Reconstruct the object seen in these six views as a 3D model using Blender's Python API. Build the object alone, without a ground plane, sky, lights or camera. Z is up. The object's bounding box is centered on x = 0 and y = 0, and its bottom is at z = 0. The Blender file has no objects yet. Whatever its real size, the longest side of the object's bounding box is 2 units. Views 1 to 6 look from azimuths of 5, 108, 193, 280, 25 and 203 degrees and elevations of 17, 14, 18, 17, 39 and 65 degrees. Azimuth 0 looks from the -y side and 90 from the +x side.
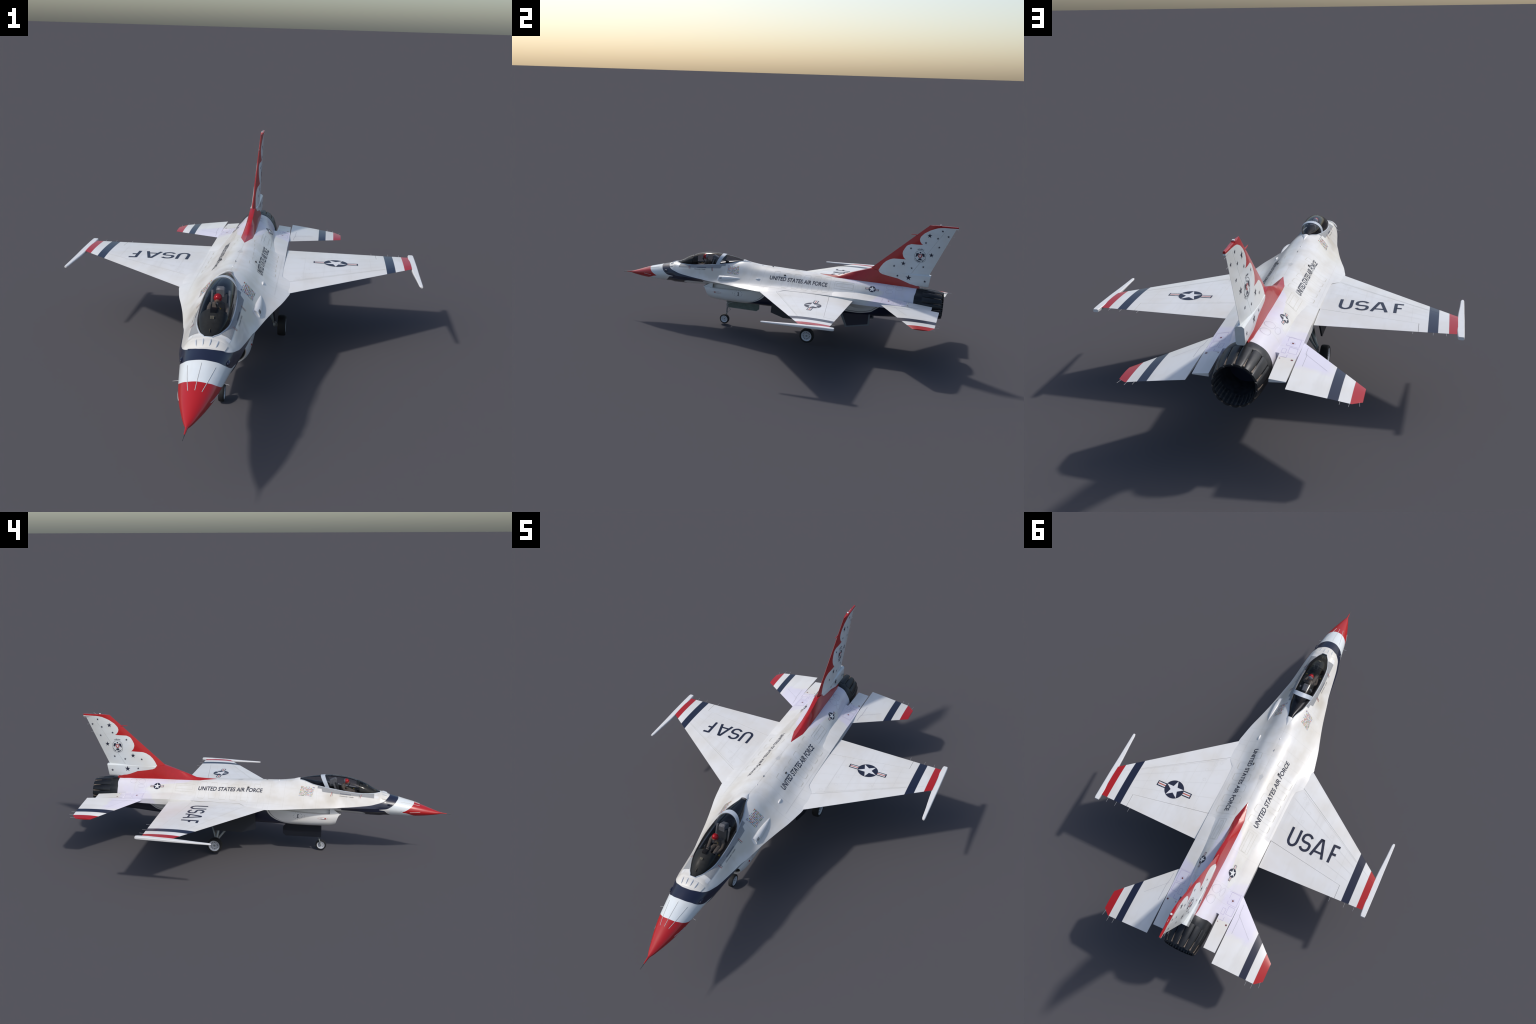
# A white, red and navy display jet fighter standing on its landing gear.
# Nose points to -y, z up.  Everything is lofted / lathed / extruded from profiles.
import bpy, bmesh, math, random
import numpy as np
from mathutils import Vector, Matrix
from mathutils.bvhtree import BVHTree

rng = random.Random(16)
COL = bpy.context.scene.collection

# --------------------------------------------------------------------------
# helpers: objects and meshes
# --------------------------------------------------------------------------
def link(ob, parent=None):
    COL.objects.link(ob)
    if parent is not None:
        ob.parent = parent
    return ob

def make(name, verts, faces, mat=None, parent=None, smooth=30, matidx=None):
    me = bpy.data.meshes.new(name)
    me.from_pydata([tuple(v) for v in verts], [], [tuple(f) for f in faces])
    mats = mat if isinstance(mat, (list, tuple)) else [mat]
    for m in mats:
        if m: me.materials.append(m)
    if matidx is not None:
        me.polygons.foreach_set('material_index', matidx)
    bm = bmesh.new(); bm.from_mesh(me)
    bmesh.ops.remove_doubles(bm, verts=bm.verts, dist=1e-6)
    bmesh.ops.recalc_face_normals(bm, faces=bm.faces)
    bm.to_mesh(me); bm.free()
    if smooth:
        me.polygons.foreach_set('use_smooth', [True]*len(me.polygons))
        me.set_sharp_from_angle(angle=math.radians(smooth))
    return link(bpy.data.objects.new(name, me), parent)

def mesh_join(parts):
    """parts: [(verts, faces)] -> verts, faces"""
    V, F = [], []
    for v, f in parts:
        o = len(V); V += [tuple(p) for p in v]; F += [tuple(i+o for i in q) for q in f]
    return V, F

def grid_faces(nr, nc, close_c=False):
    F = []
    for i in range(nr-1):
        for j in range(nc if close_c else nc-1):
            a = i*nc+j; b = i*nc+(j+1) % nc
            F.append((a, b, b+nc, a+nc))
    return F

def loft(rings, closed=True, cap0=False, cap1=False):
    nr, nc = len(rings), len(rings[0])
    V = [p for r in rings for p in r]
    F = grid_faces(nr, nc, closed)
    if cap0: F.append(tuple(range(nc)))
    if cap1: F.append(tuple(range((nr-1)*nc, nr*nc))[::-1])
    return V, F

def box(x0, x1, y0, y1, z0, z1):
    V = [(x, y, z) for x in (x0, x1) for y in (y0, y1) for z in (z0, z1)]
    F = [(0,1,3,2),(4,6,7,5),(0,4,5,1),(2,3,7,6),(0,2,6,4),(1,5,7,3)]
    return V, F

def tube(path, r, n=10, r2=None, caps=True):
    """round bar through the given points"""
    P = [Vector(p) for p in path]; rings = []
    for i, p in enumerate(P):
        d = (P[min(i+1, len(P)-1)]-P[max(i-1, 0)]).normalized()
        ref = Vector((0,0,1)) if abs(d.z) < .9 else Vector((1,0,0))
        a = d.cross(ref).normalized(); b = d.cross(a)
        t = i/(len(P)-1) if len(P) > 1 else 0
        rr = r[i] if isinstance(r, (list, tuple)) else (r + ((r2 if r2 is not None else r)-r)*t)
        rings.append([tuple(p+a*rr*math.cos(k*2*math.pi/n)+b*rr*math.sin(k*2*math.pi/n)) for k in range(n)])
    return loft(rings, True, caps, caps)

def lathe(profile, axis='x', n=48, origin=(0,0,0), closed=False):
    """profile: (radius, along)"""
    ox, oy, oz = origin; rings = []
    for k in range(n):
        a = 2*math.pi*k/n; c, s = math.cos(a), math.sin(a); ring = []
        for r, t in profile:
            if axis == 'x': ring.append((ox+t, oy+r*c, oz+r*s))
            elif axis == 'y': ring.append((ox+r*c, oy+t, oz+r*s))
            else: ring.append((ox+r*c, oy+r*s, oz+t))
        rings.append(ring)
    m = len(profile); V = [p for r in rings for p in r]; F = []
    for k in range(n):
        k2 = (k+1) % n
        for j in range(m if closed else m-1):
            j2 = (j+1) % m
            F.append((k*m+j, k*m+j2, k2*m+j2, k2*m+j))
    return V, F

def ellipsoid(c, r, n=16, m=10, rot=None):
    V = []; 
    for i in range(m+1):
        t = math.pi*i/m
        for k in range(n):
            a = 2*math.pi*k/n
            v = Vector((r[0]*math.sin(t)*math.cos(a), r[1]*math.sin(t)*math.sin(a), r[2]*math.cos(t)))
            if rot: v = rot @ v
            V.append((c[0]+v.x, c[1]+v.y, c[2]+v.z))
    return V, grid_faces(m+1, n, True)

def transform(part, M):
    return [tuple(M @ Vector(v)) for v in part[0]], part[1]

def mirror(part):
    return [(-x, y, z) for x, y, z in part[0]], [tuple(reversed(f)) for f in part[1]]

# --------------------------------------------------------------------------
# helpers: curves
# --------------------------------------------------------------------------
def pchip(xs, ys, x):
    xs = np.asarray(xs, float); ys = np.asarray(ys, float); x = np.atleast_1d(np.asarray(x, float))
    h = np.diff(xs); d = np.diff(ys)/h; m = np.zeros_like(ys)
    for i in range(1, len(xs)-1):
        if d[i-1]*d[i] > 0:
            w1 = 2*h[i]+h[i-1]; w2 = h[i]+2*h[i-1]
            m[i] = (w1+w2)/(w1/d[i-1]+w2/d[i])
    m[0] = d[0]; m[-1] = d[-1]
    i = np.clip(np.searchsorted(xs, x)-1, 0, len(xs)-2)
    t = np.clip((x-xs[i])/h[i], 0, 1)
    return ((2*t**3-3*t**2+1)*ys[i]+(t**3-2*t**2+t)*h[i]*m[i]
            + (-2*t**3+3*t**2)*ys[i+1]+(t**3-t**2)*h[i]*m[i+1])

def table(tab, y):
    """tab: rows (y, v1, v2, ...) -> interpolated values at y"""
    a = np.array(tab, float)
    return [float(pchip(a[:, 0], a[:, k], y)[0]) for k in range(1, a.shape[1])]

def catmull(P, per, tension=.5):
    """P: control points incl. one phantom at each end; per: samples per segment"""
    P = np.asarray(P, float); out = []
    for i in range(1, len(P)-2):
        p0, p1, p2, p3 = P[i-1], P[i], P[i+1], P[i+2]
        # centripetal spacing keeps uneven control points from overshooting
        d = [max(np.linalg.norm(b-a), 1e-6)**.5 for a, b in ((p0,p1),(p1,p2),(p2,p3))]
        m1 = d[1]*((p1-p0)/d[0]-(p2-p0)/(d[0]+d[1])+(p2-p1)/d[1])
        m2 = d[1]*((p2-p1)/d[1]-(p3-p1)/(d[1]+d[2])+(p3-p2)/d[2])
        n = per[i-1]
        for k in range(n):
            t = k/n
            out.append((2*t**3-3*t**2+1)*p1+(t**3-2*t**2+t)*m1+(-2*t**3+3*t**2)*p2+(t**3-t**2)*m2)
    out.append(P[-2])
    return out

# --------------------------------------------------------------------------
# materials
# --------------------------------------------------------------------------
class Tree:
    def __init__(self, name):
        self.m = bpy.data.materials.new(name); self.m.use_nodes = True
        self.nt = self.m.node_tree; self.nt.nodes.clear()
        self.out = self.nt.nodes.new('ShaderNodeOutputMaterial')
        self.bsdf = self.nt.nodes.new('ShaderNodeBsdfPrincipled')
        self.nt.links.new(self.bsdf.outputs[0], self.out.inputs[0])
        self._xyz = None
    def set(self, sock, v):
        if isinstance(v, bpy.types.NodeSocket): self.nt.links.new(v, sock)
        elif isinstance(v, (tuple, list)) and len(v) == 3 and sock.type == 'RGBA': sock.default_value = (*v, 1)
        else: sock.default_value = v
    def coords(self):
        if self._xyz is None:
            tc = self.nt.nodes.new('ShaderNodeTexCoord'); sp = self.nt.nodes.new('ShaderNodeSeparateXYZ')
            self.nt.links.new(tc.outputs['Object'], sp.inputs[0])
            self._co = tc.outputs['Object']; self._xyz = sp.outputs
        return self._xyz
    def co(self): self.coords(); return self._co
    def math(self, op, a, b=0.0, c=None, clamp=False):
        n = self.nt.nodes.new('ShaderNodeMath'); n.operation = op; n.use_clamp = clamp
        self.set(n.inputs[0], a); self.set(n.inputs[1], b)
        if c is not None: self.set(n.inputs[2], c)
        return n.outputs[0]
    def step(self, v, edge, soft=.0006):
        """0 below edge, 1 above"""
        n = self.nt.nodes.new('ShaderNodeMapRange'); n.clamp = True
        d = self.math('SUBTRACT', v, edge)
        self.set(n.inputs['Value'], d)
        n.inputs['From Min'].default_value = -soft; n.inputs['From Max'].default_value = soft
        return n.outputs[0]
    def band(self, v, lo, hi, soft=.0006):
        return self.math('MULTIPLY', self.step(v, lo, soft), self.inv(self.step(v, hi, soft)))
    def inv(self, v): return self.math('SUBTRACT', 1.0, v)
    def mul(self, *vs):
        r = vs[0]
        for v in vs[1:]: r = self.math('MULTIPLY', r, v)
        return r
    def mx(self, *vs):
        r = vs[0]
        for v in vs[1:]: r = self.math('MAXIMUM', r, v)
        return r
    def curve(self, v, pts, lo, hi, ylo, yhi, vector=False):
        """profile curve: control points (v, value)"""
        n = self.nt.nodes.new('ShaderNodeFloatCurve')
        u = self.nt.nodes.new('ShaderNodeMapRange'); u.clamp = True
        self.set(u.inputs['Value'], v)
        u.inputs['From Min'].default_value = lo; u.inputs['From Max'].default_value = hi
        self.nt.links.new(u.outputs[0], n.inputs['Value'])
        c = n.mapping.curves[0]
        P = [((a-lo)/(hi-lo), (b-ylo)/(yhi-ylo)) for a, b in pts]
        while len(c.points) < len(P): c.points.new(0, 0)
        for q, p in zip(c.points, P):
            q.location = p; q.handle_type = 'VECTOR' if vector else 'AUTO'
        n.mapping.update()
        return self.math('MULTIPLY_ADD', n.outputs[0], yhi-ylo, ylo)
    def noise(self, scale, detail=3, rough=.5, vec=None, stretch=None):
        n = self.nt.nodes.new('ShaderNodeTexNoise')
        n.inputs['Scale'].default_value = scale; n.inputs['Detail'].default_value = detail
        n.inputs['Roughness'].default_value = rough
        v = vec or self.co()
        if stretch:
            mp = self.nt.nodes.new('ShaderNodeMapping'); mp.inputs['Scale'].default_value = stretch
            self.nt.links.new(v, mp.inputs[0]); v = mp.outputs[0]
        self.nt.links.new(v, n.inputs['Vector'])
        return n.outputs['Fac']
    def ramp(self, v, lo, hi):
        n = self.nt.nodes.new('ShaderNodeMapRange'); n.clamp = True
        self.set(n.inputs['Value'], v)
        n.inputs['From Min'].default_value = lo; n.inputs['From Max'].default_value = hi
        return n.outputs[0]
    def mix(self, f, a, b, mode='MIX'):
        n = self.nt.nodes.new('ShaderNodeMix'); n.data_type = 'RGBA'; n.blend_type = mode
        self.set(n.inputs[0], f); self.set(n.inputs[6], a); self.set(n.inputs[7], b)
        return n.outputs[2]
    def bump(self, h, strength=.2, dist=.001):
        n = self.nt.nodes.new('ShaderNodeBump'); n.inputs['Strength'].default_value = strength
        n.inputs['Distance'].default_value = dist
        self.nt.links.new(h, n.inputs['Height']); self.nt.links.new(n.outputs[0], self.bsdf.inputs['Normal'])
    def finish(self, color, rough=.4, metal=0.0, coat=0.0, spec=.5):
        self.set(self.bsdf.inputs['Base Color'], color); self.set(self.bsdf.inputs['Roughness'], rough)
        self.set(self.bsdf.inputs['Metallic'], metal); self.set(self.bsdf.inputs['Coat Weight'], coat)
        self.set(self.bsdf.inputs['Specular IOR Level'], spec)
        return self.m

WHITE = (.80, .795, .78); COOL = (.73, .775, .79); NAVY = (.012, .016, .040); RED = (.43, .010, .012)
BEIGE = (.60, .55, .46); LAVENDER = (.70, .66, .86); DARK = (.012, .013, .016)

def plain(name, color, rough=.45, metal=0.0, coat=0.0, grain=.12, scale=60):
    t = Tree(name)
    n = t.noise(scale, 4, .6)
    dark = tuple(c*(1-grain) for c in color)
    return t.finish(t.mix(t.ramp(n, .3, .7), dark, color), rough, metal, coat)

def paint_white(t, base=None):
    """white gloss paint with faint warm stains and streaks along the airflow"""
    big = t.noise(7, 3, .55)
    streak = t.noise(22, 4, .6, stretch=(1.0, .16, 1.0))
    fine = t.noise(160, 3, .6)
    c = t.mix(t.mul(t.ramp(big, .38, .68), .45), base or WHITE, (.70, .65, .56))
    c = t.mix(t.mul(t.ramp(streak, .50, .80), .35), c, (.58, .56, .52))
    c = t.mix(t.mul(t.ramp(fine, .55, .8), .06), c, (.5, .5, .5))
    return c

def wing_paint(name, stripes, red_from, flip=1, lav=None):
    """white surface with one navy stripe and a red tip, both along constant |x|"""
    t = Tree(name); x, y, z = t.coords(); ax = t.math('ABSOLUTE', x)
    c = paint_white(t)
    if lav:
        c = t.mix(lav(t, ax, y), c, LAVENDER)
    c = t.mix(t.band(ax, *stripes), c, NAVY)
    c = t.mix(t.step(ax, red_from), c, RED)
    return t.finish(c, .32, 0, .25)

def body_paint():
    """whole body: red nose, navy band, dark underside, white elsewhere (masks in the y-z side profile)"""
    t = Tree('body_paint'); x, y, z = t.coords(); ax = t.math('ABSOLUTE', x)
    c = paint_white(t, t.mix(t.step(y, -.68), COOL, WHITE))
    # creamy plate ahead of the windshield
    c = t.mix(t.mul(t.band(y, -.685, -.615, .004), t.step(z, .325, .004), .5), c, (.70, .66, .58))
    # warm weathering beside the cockpit
    warm = t.mul(t.ramp(t.noise(9, 3), .25, .55), t.band(y, -.56, -.20, .10), t.band(z, .285, .37, .03))
    c = t.mix(t.mul(warm, .80), c, BEIGE)
    spine = t.mul(t.ramp(t.noise(12, 4), .42, .70), t.step(y, -.22, .05), t.step(z, .305, .02))
    c = t.mix(t.mul(spine, .52), c, BEIGE)
    # heat-tinted lavender tail section
    wob = t.mul(t.noise(14, 3), .06)
    lav = t.mul(t.step(t.math('ADD', y, wob), t.curve(z, LAV_EDGE, .24, .38, .4, .9), .012), t.step(z, .262, .004), t.mx(t.inv(t.step(y, .7680, .002)), t.inv(t.step(ax, .0885, .001))))
    c = t.mix(t.mul(lav, t.math('MULTIPLY_ADD', t.ramp(t.noise(11, 3), .3, .7), .40, .25)), c, LAVENDER)
    # skin joints: frames across the body
    lines = None
    for yy in JOINTS:
        b = t.band(y, yy-.0006, yy+.0006, .0004); lines = b if lines is None else t.mx(lines, b)
    lines = t.mul(lines, t.step(t.noise(90, 2), .40, .12), t.step(z, .262, .002))
    c = t.mix(t.mul(lines, .30), c, (.42, .40, .32))
    # navy collar behind the nose and its sweep to the strake
    front = t.curve(z, BAND_FRONT, .22, .37, -.80, -.35); rear = t.curve(z, BAND_REAR, .22, .37, -.80, -.35)
    band = t.mul(t.step(y, front), t.inv(t.step(y, rear)), t.step(z, .2775))
    c = t.mix(band, c, NAVY)
    # underside: dark bird-shaped field between two white side panels
    cut1 = t.curve(z, ARC_FRONT, .14, .30, -.4, .1); cut2 = t.curve(z, ARC_REAR, .14, .30, .3, .7)
    def field(d1, d2):
        fwd = t.step(y, t.math('SUBTRACT', cut1, d1)); aft = t.inv(t.step(y, t.math('ADD', cut2, d1)))
        return None
    lower = t.inv(t.step(z, UNDER_Z))
    mid = t.step(y, t.math('ADD', cut1, .0)); 
    white_rear = t.mul(t.step(y, .30), t.step(z, t.curve(y, ARC_REAR_Z, .28, .66, .14, .30)))
    dark = t.mul(mid, lower, t.inv(white_rear))
    c = t.mix(dark, c, NAVY)
    # thin pin lines that follow both arcs
    pin1 = t.mul(t.band(y, t.math('SUBTRACT', cut1, .0135), t.math('SUBTRACT', cut1, .0095), .0005), lower)
    arcz = t.curve(y, ARC_REAR_Z, .28, .66, .14, .30)
    pin2 = t.mul(t.step(y, .30), lower, t.band(z, t.math('ADD', arcz, .0085), t.math('ADD', arcz, .0115), .0005))
    c = t.mix(t.mul(t.mx(pin1, pin2), .85), c, NAVY)
    # dark nose underside
    nose_low = t.mul(t.step(y, t.curve(z, NOSE_UNDER, .22, .30, -.80, -.50)), t.inv(t.step(z, .2780, .0006)))
    c = t.mix(t.mul(nose_low, t.inv(t.step(y, -.430, .001)), t.step(z, .2640, .0006)), c, NAVY)
    c = t.mix(t.mul(nose_low, t.inv(t.step(y, t.curve(z, [(.22, -.52), (.242, -.545), (.255, -.555), (.266, -.50)], .22, .27, -.6, -.45), .001)), t.inv(t.step(z, .2640, .0006))), c, (.030, .028, .034))
    # red radome
    c = t.mix(t.inv(t.step(y, t.curve(z, RED_EDGE, .22, .34, -.85, -.70))), c, RED)
    return t.finish(c, .33, 0, .25)

# side-profile control points of the colour borders (z -> y)
RED_EDGE = [(.22, -.845), (.235, -.820), (.2475, -.794), (.258, -.768), (.2649, -.7470), (.270, -.759), (.277, -.772), (.288, -.788), (.295, -.7955), (.304, -.8050), (.34, -.808)]
BAND_FRONT = [(.22, -.720), (.2575, -.6664), (.2718, -.652), (.2780, -.626), (.2812, -.662), (.2917, -.686), (.297, -.6935), (.306, -.7050), (.3166, -.7138), (.327, -.7235), (.37, -.724)]
BAND_REAR = [(.22, -.40), (.284, -.405), (.2872, -.424), (.289, -.461), (.2945, -.526), (.3018, -.586), (.307, -.607), (.3135, -.632), (.3227, -.656), (.3296, -.664), (.3345, -.6715), (.338, -.677), (.37, -.680)]
NOSE_UNDER = [(.22, -.720), (.2575, -.6664), (.2718, -.652), (.2780, -.626), (.30, -.60)]
ARC_FRONT = [(.14, -.240), (.154, -.198), (.165, -.163), (.180, -.121), (.200, -.077), (.225, -.0465), (.250, -.033), (.30, -.028)]
ARC_REAR = [(.14, .45), (.30, .6)]
ARC_REAR_Z = [(.28, .275), (.31, .250), (.35, .222), (.39, .207), (.4266, .2010), (.4689, .197), (.5085, .1960), (.5489, .204), (.5739, .2120), (.589, .2230), (.6149, .2431), (.635, .262), (.66, .30)]
LAV_EDGE = [(.24, .60), (.29, .60), (.30, .62), (.33, .66), (.345, .60), (.36, .46), (.38, .36)]
UNDER_Z = .2655
JOINTS = (-.455, -.30, -.235, -.13, -.055, .005, .058, .35, .48, .635, .70)

def fin_paint():
    """red leading edge and tip, white scalloped trailing area"""
    t = Tree('fin_paint'); x, y, z = t.coords()
    c = paint_white(t, COOL)
    edge = t.curve(z, SCALLOP, .34, .72, .5, 1.02, True)
    c = t.mix(t.inv(t.step(y, edge, .0005)), c, RED)
    return t.finish(c, .32, 0, .25)
SCALLOP = [(.34, .57), (.429, .586), (.442, .5925), (.4565, .600), (.475, .613), (.4895, .6275), (.502, .648), (.5090, .667), (.5106, .700), (.5112, .739), (.5147, .729), (.5243, .7205), (.5298, .718), (.5427, .7142), (.5556, .7162), (.5712, .7243), (.5855, .7335), (.592, .7425), (.5985, .7590), (.5996, .799), (.6003, .8235), (.6061, .8127), (.6178, .8040), (.63, .8012), (.643, .8054), (.6545, .8155), (.6636, .8245), (.6822, .8532), (.690, .8715), (.698, .8924), (.7012, .9120), (.7030, .9330), (.7036, 1.02), (.72, 1.02)]

def nozzle_metal():
    t = Tree('nozzle_metal'); x, y, z = t.coords()
    n = t.noise(30, 4, .6, stretch=(1, .25, 1)); f = t.noise(150, 3)
    c = t.mix(t.ramp(n, .35, .7), (.012, .014, .018), (.045, .047, .05))
    c = t.mix(t.mul(t.ramp(f, .6, .8), .3), c, (.10, .09, .08))
    return t.finish(c, .42, .55)

def glass():
    t = Tree('tinted_canopy_glass'); nt = t.nt
    tr = nt.nodes.new('ShaderNodeBsdfTransparent'); tr.inputs[0].default_value = (.66, .66, .68, 1)
    gl = nt.nodes.new('ShaderNodeBsdfGlossy'); gl.inputs['Roughness'].default_value = .14
    gl.inputs[0].default_value = (.9, .9, .9, 1)
    fr = nt.nodes.new('ShaderNodeFresnel'); fr.inputs['IOR'].default_value = 1.28
    mx = nt.nodes.new('ShaderNodeMixShader')
    nt.links.new(fr.outputs[0], mx.inputs[0]); nt.links.new(tr.outputs[0], mx.inputs[1]); nt.links.new(gl.outputs[0], mx.inputs[2])
    nt.links.new(mx.outputs[0], t.out.inputs[0]); nt.nodes.remove(t.bsdf)
    return t.m

# --------------------------------------------------------------------------
# fuselage: one loft with a strake edge (chine) and a cockpit opening
# control columns: crown z | sill x,z | upper side x,z | lower side x,z |
#                  strake root x,z | chine x,z | belly 1 x,z | belly 2 x,z | keel z
# --------------------------------------------------------------------------
def oval(y, w, zt, zc, zb):
    a = [math.radians(d) for d in (24, 46, 64, 78)]
    row = [y, zt]
    for t in a: row += [w*math.sin(t), zc+(zt-zc)*math.cos(t)]
    row += [w, zc]
    for t in (40, 68):
        t = math.radians(t); row += [w*math.cos(t), zc-(zc-zb)*math.sin(t)]
    return tuple(row+[zb])

STATIONS = [
    oval(-.946, .0038, .2560, .2522, .2484),
    oval(-.930, .0110, .2610, .2530, .2450),
    oval(-.900, .0215, .2712, .2555, .2405),
    oval(-.850, .0375, .2895, .2610, .2350),
    oval(-.800, .0500, .3065, .2665, .2325),
    oval(-.750, .0585, .3200, .2720, .2315),
    oval(-.700, .0662, .3335, .2770, .2315),
    oval(-.660, .0725, .3430, .2810, .2315),
    # y      crown   sill          upper         lower         root          chine          belly1         belly2        keel
    (-.628, .3530, .0120,.3515, .0450,.3430, .0655,.3230, .0760,.3030, .0800,.2835, .0700,.2560, .0440,.2365, .2315),
    (-.600, .3560, .0270,.3500, .0535,.3390, .0715,.3180, .0810,.3010, .0862,.2850, .0740,.2575, .0450,.2370, .2320),
    (-.530, .3580, .0470,.3520, .0625,.3385, .0790,.3140, .0885,.2985, .0950,.2862, .0800,.2610, .0480,.2400, .2340),
    (-.450, .3640, .0505,.3597, .0675,.3400, .0840,.3140, .0940,.2990, .1035,.2862, .0800,.2665, .0500,.2450, .2400),
    (-.375, .3740, .0480,.3700, .0670,.3485, .0900,.3180, .1045,.2995, .1180,.2855, .0820,.2715, .0520,.2480, .2430),
    (-.285, .3870, .0350,.3825, .0580,.3660, .0870,.3330, .1120,.3040, .1375,.2850, .0850,.2725, .0540,.2490, .2440),
    (-.203, .4010, .0130,.3997, .0500,.3795, .0900,.3360, .1260,.3030, .1590,.2848, .0900,.2730, .0560,.2490, .2440),
    (-.150, .3940, .0200,.3915, .0540,.3735, .0930,.3365, .1330,.3055, .1740,.2846, .0980,.2730, .0560,.2490, .2440),
    (-.090, .3865, .0200,.3845, .0570,.3690, .0950,.3355, .1390,.3055, .1870,.2842, .1100,.2710, .0560,.2490, .2440),
    (-.041, .3845, .0200,.3825, .0560,.3675, .0935,.3360, .1400,.3055, .1950,.2840, .1100,.2710, .0560,.2490, .2440),
    ( .010, .3825, .0200,.3808, .0560,.3665, .0915,.3355, .1350,.3065, .1920,.2905, .1100,.2710, .0560,.2490, .2440),
    ( .062, .3803, .0200,.3786, .0540,.3645, .0890,.3350, .1300,.3070, .1880,.2945, .1100,.2705, .0560,.2490, .2440),
    ( .100, .3790, .0200,.3775, .0530,.3635, .0880,.3345, .1240,.3085, .1600,.2985, .1100,.2700, .0560,.2490, .2440),
    ( .220, .3755, .0200,.3740, .0515,.3610, .0860,.3340, .1200,.3085, .1570,.2985, .1050,.2680, .0560,.2480, .2430),
    ( .320, .3715, .0200,.3700, .0505,.3585, .0840,.3330, .1160,.3095, .1565,.2985, .1000,.2600, .0560,.2400, .2300),
    ( .420, .3700, .0200,.3686, .0505,.3585, .0830,.3325, .1100,.3110, .1545,.2960, .0970,.2500, .0560,.2200, .2000),
    ( .490, .3686, .0200,.3672, .0505,.3575, .0790,.3360, .0985,.3155, .1250,.2820, .0960,.2300, .0540,.1950, .1850),
    ( .570, .3668, .0200,.3655, .0505,.3565, .0750,.3390, .0945,.3105, .1000,.2780, .0880,.2300, .0500,.1960, .1850),
    ( .650, .3645, .0200,.3628, .0505,.3525, .0750,.3310, .0910,.3035, .0930,.2740, .0820,.2270, .0480,.1950, .1850),
    ( .745, .3612, .0210,.3590, .0490,.3465, .0705,.3210, .0825,.2920, .0845,.2720, .0740,.2250, .0440,.1960, .1850),
    ( .806, .3560, .0215,.3535, .0480,.3410, .0690,.3170, .0805,.2910, .0835,.2710, .0720,.2260, .0430,.1950, .1840),
]
SEG = (5, 6, 6, 6, 6)          # crown-sill, sill-upper, upper-lower, lower-root, root-chine
BSEG = (7, 6, 5)               # chine-belly1-belly2-keel
ST = np.array(STATIONS)
Y_COCKPIT = (-.628, -.203)
Y_RADOME = -.745

def fus_ctrl(y):
    v = [float(pchip(ST[:, 0], ST[:, k], y)[0]) for k in range(1, ST.shape[1])]
    crown = (0, v[0]); pts = [(v[i], v[i+1]) for i in range(1, 15, 2)]
    return crown, pts[:5], pts[5:7], (0, v[15])

def half_section(y):
    crown, up, low, keel = fus_ctrl(y)
    S, U, L, R, C = up
    nose = y < -.63
    # upper side: mirrored phantom at the crown, natural end at the chine
    if nose:
        # oval: tangent at the widest point is vertical
        end = (C[0]-(C[0]-R[0])*1.0, 2*C[1]-R[1]); bend = (low[0][0], 2*C[1]-low[0][1])
    else:
        end = (2*C[0]-R[0], 2*C[1]-R[1]); bend = (2*C[0]-low[0][0], 2*C[1]-low[0][1])
    a = catmull([(-S[0], S[1]), crown, S, U, L, R, C, end], SEG)
    b = catmull([bend, C, low[0], low[1], keel, (-low[1][0], low[1][1])], BSEG)
    return a[:-1]+b            # crown ... keel

def fus_ys():
    ys = set(float(s[0]) for s in STATIONS)
    ys |= set(np.round(np.linspace(-.946, -.62, 42), 4)) | set(np.round(np.linspace(-.62, -.2, 60), 4)) | set(np.round(np.linspace(-.2, .806, 80), 4))
    ys = sorted(ys | {Y_RADOME})
    out = [ys[0]]
    for y in ys[1:]:
        if y-out[-1] > .0022 or y in Y_COCKPIT or y == Y_RADOME: out.append(y)
    return out

YS = fus_ys()
rings = []
for y in YS:
    h = half_section(y)
    n = len(h)
    right = [(p[0], y, p[1]) for p in h]
    left = [(-p[0], y, p[1]) for p in h[1:-1]][::-1]
    rings.append(right+left)
NC = len(rings[0])
FV = [p for r in rings for p in r]
def in_cockpit(i, j):
    # crown-to-sill strips between the canopy ends are the opening
    ym = .5*(YS[i]+YS[i+1])
    return Y_COCKPIT[0] < ym < Y_COCKPIT[1] and (j < SEG[0] or j >= NC-SEG[0])
FF, FTAG = [], []
for i in range(len(YS)-1):
    for j in range(NC):
        if in_cockpit(i, j): continue
        j2 = (j+1) % NC
        FF.append((i*NC+j, i*NC+j2, (i+1)*NC+j2, (i+1)*NC+j)); FTAG.append('radome' if YS[i+1] <= Y_RADOME+1e-6 else 'fuselage')
FF.append(tuple(range(NC))); FTAG.append('radome')
FF.append(tuple(range((len(YS)-1)*NC, len(YS)*NC))); FTAG.append('fuselage')

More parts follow.
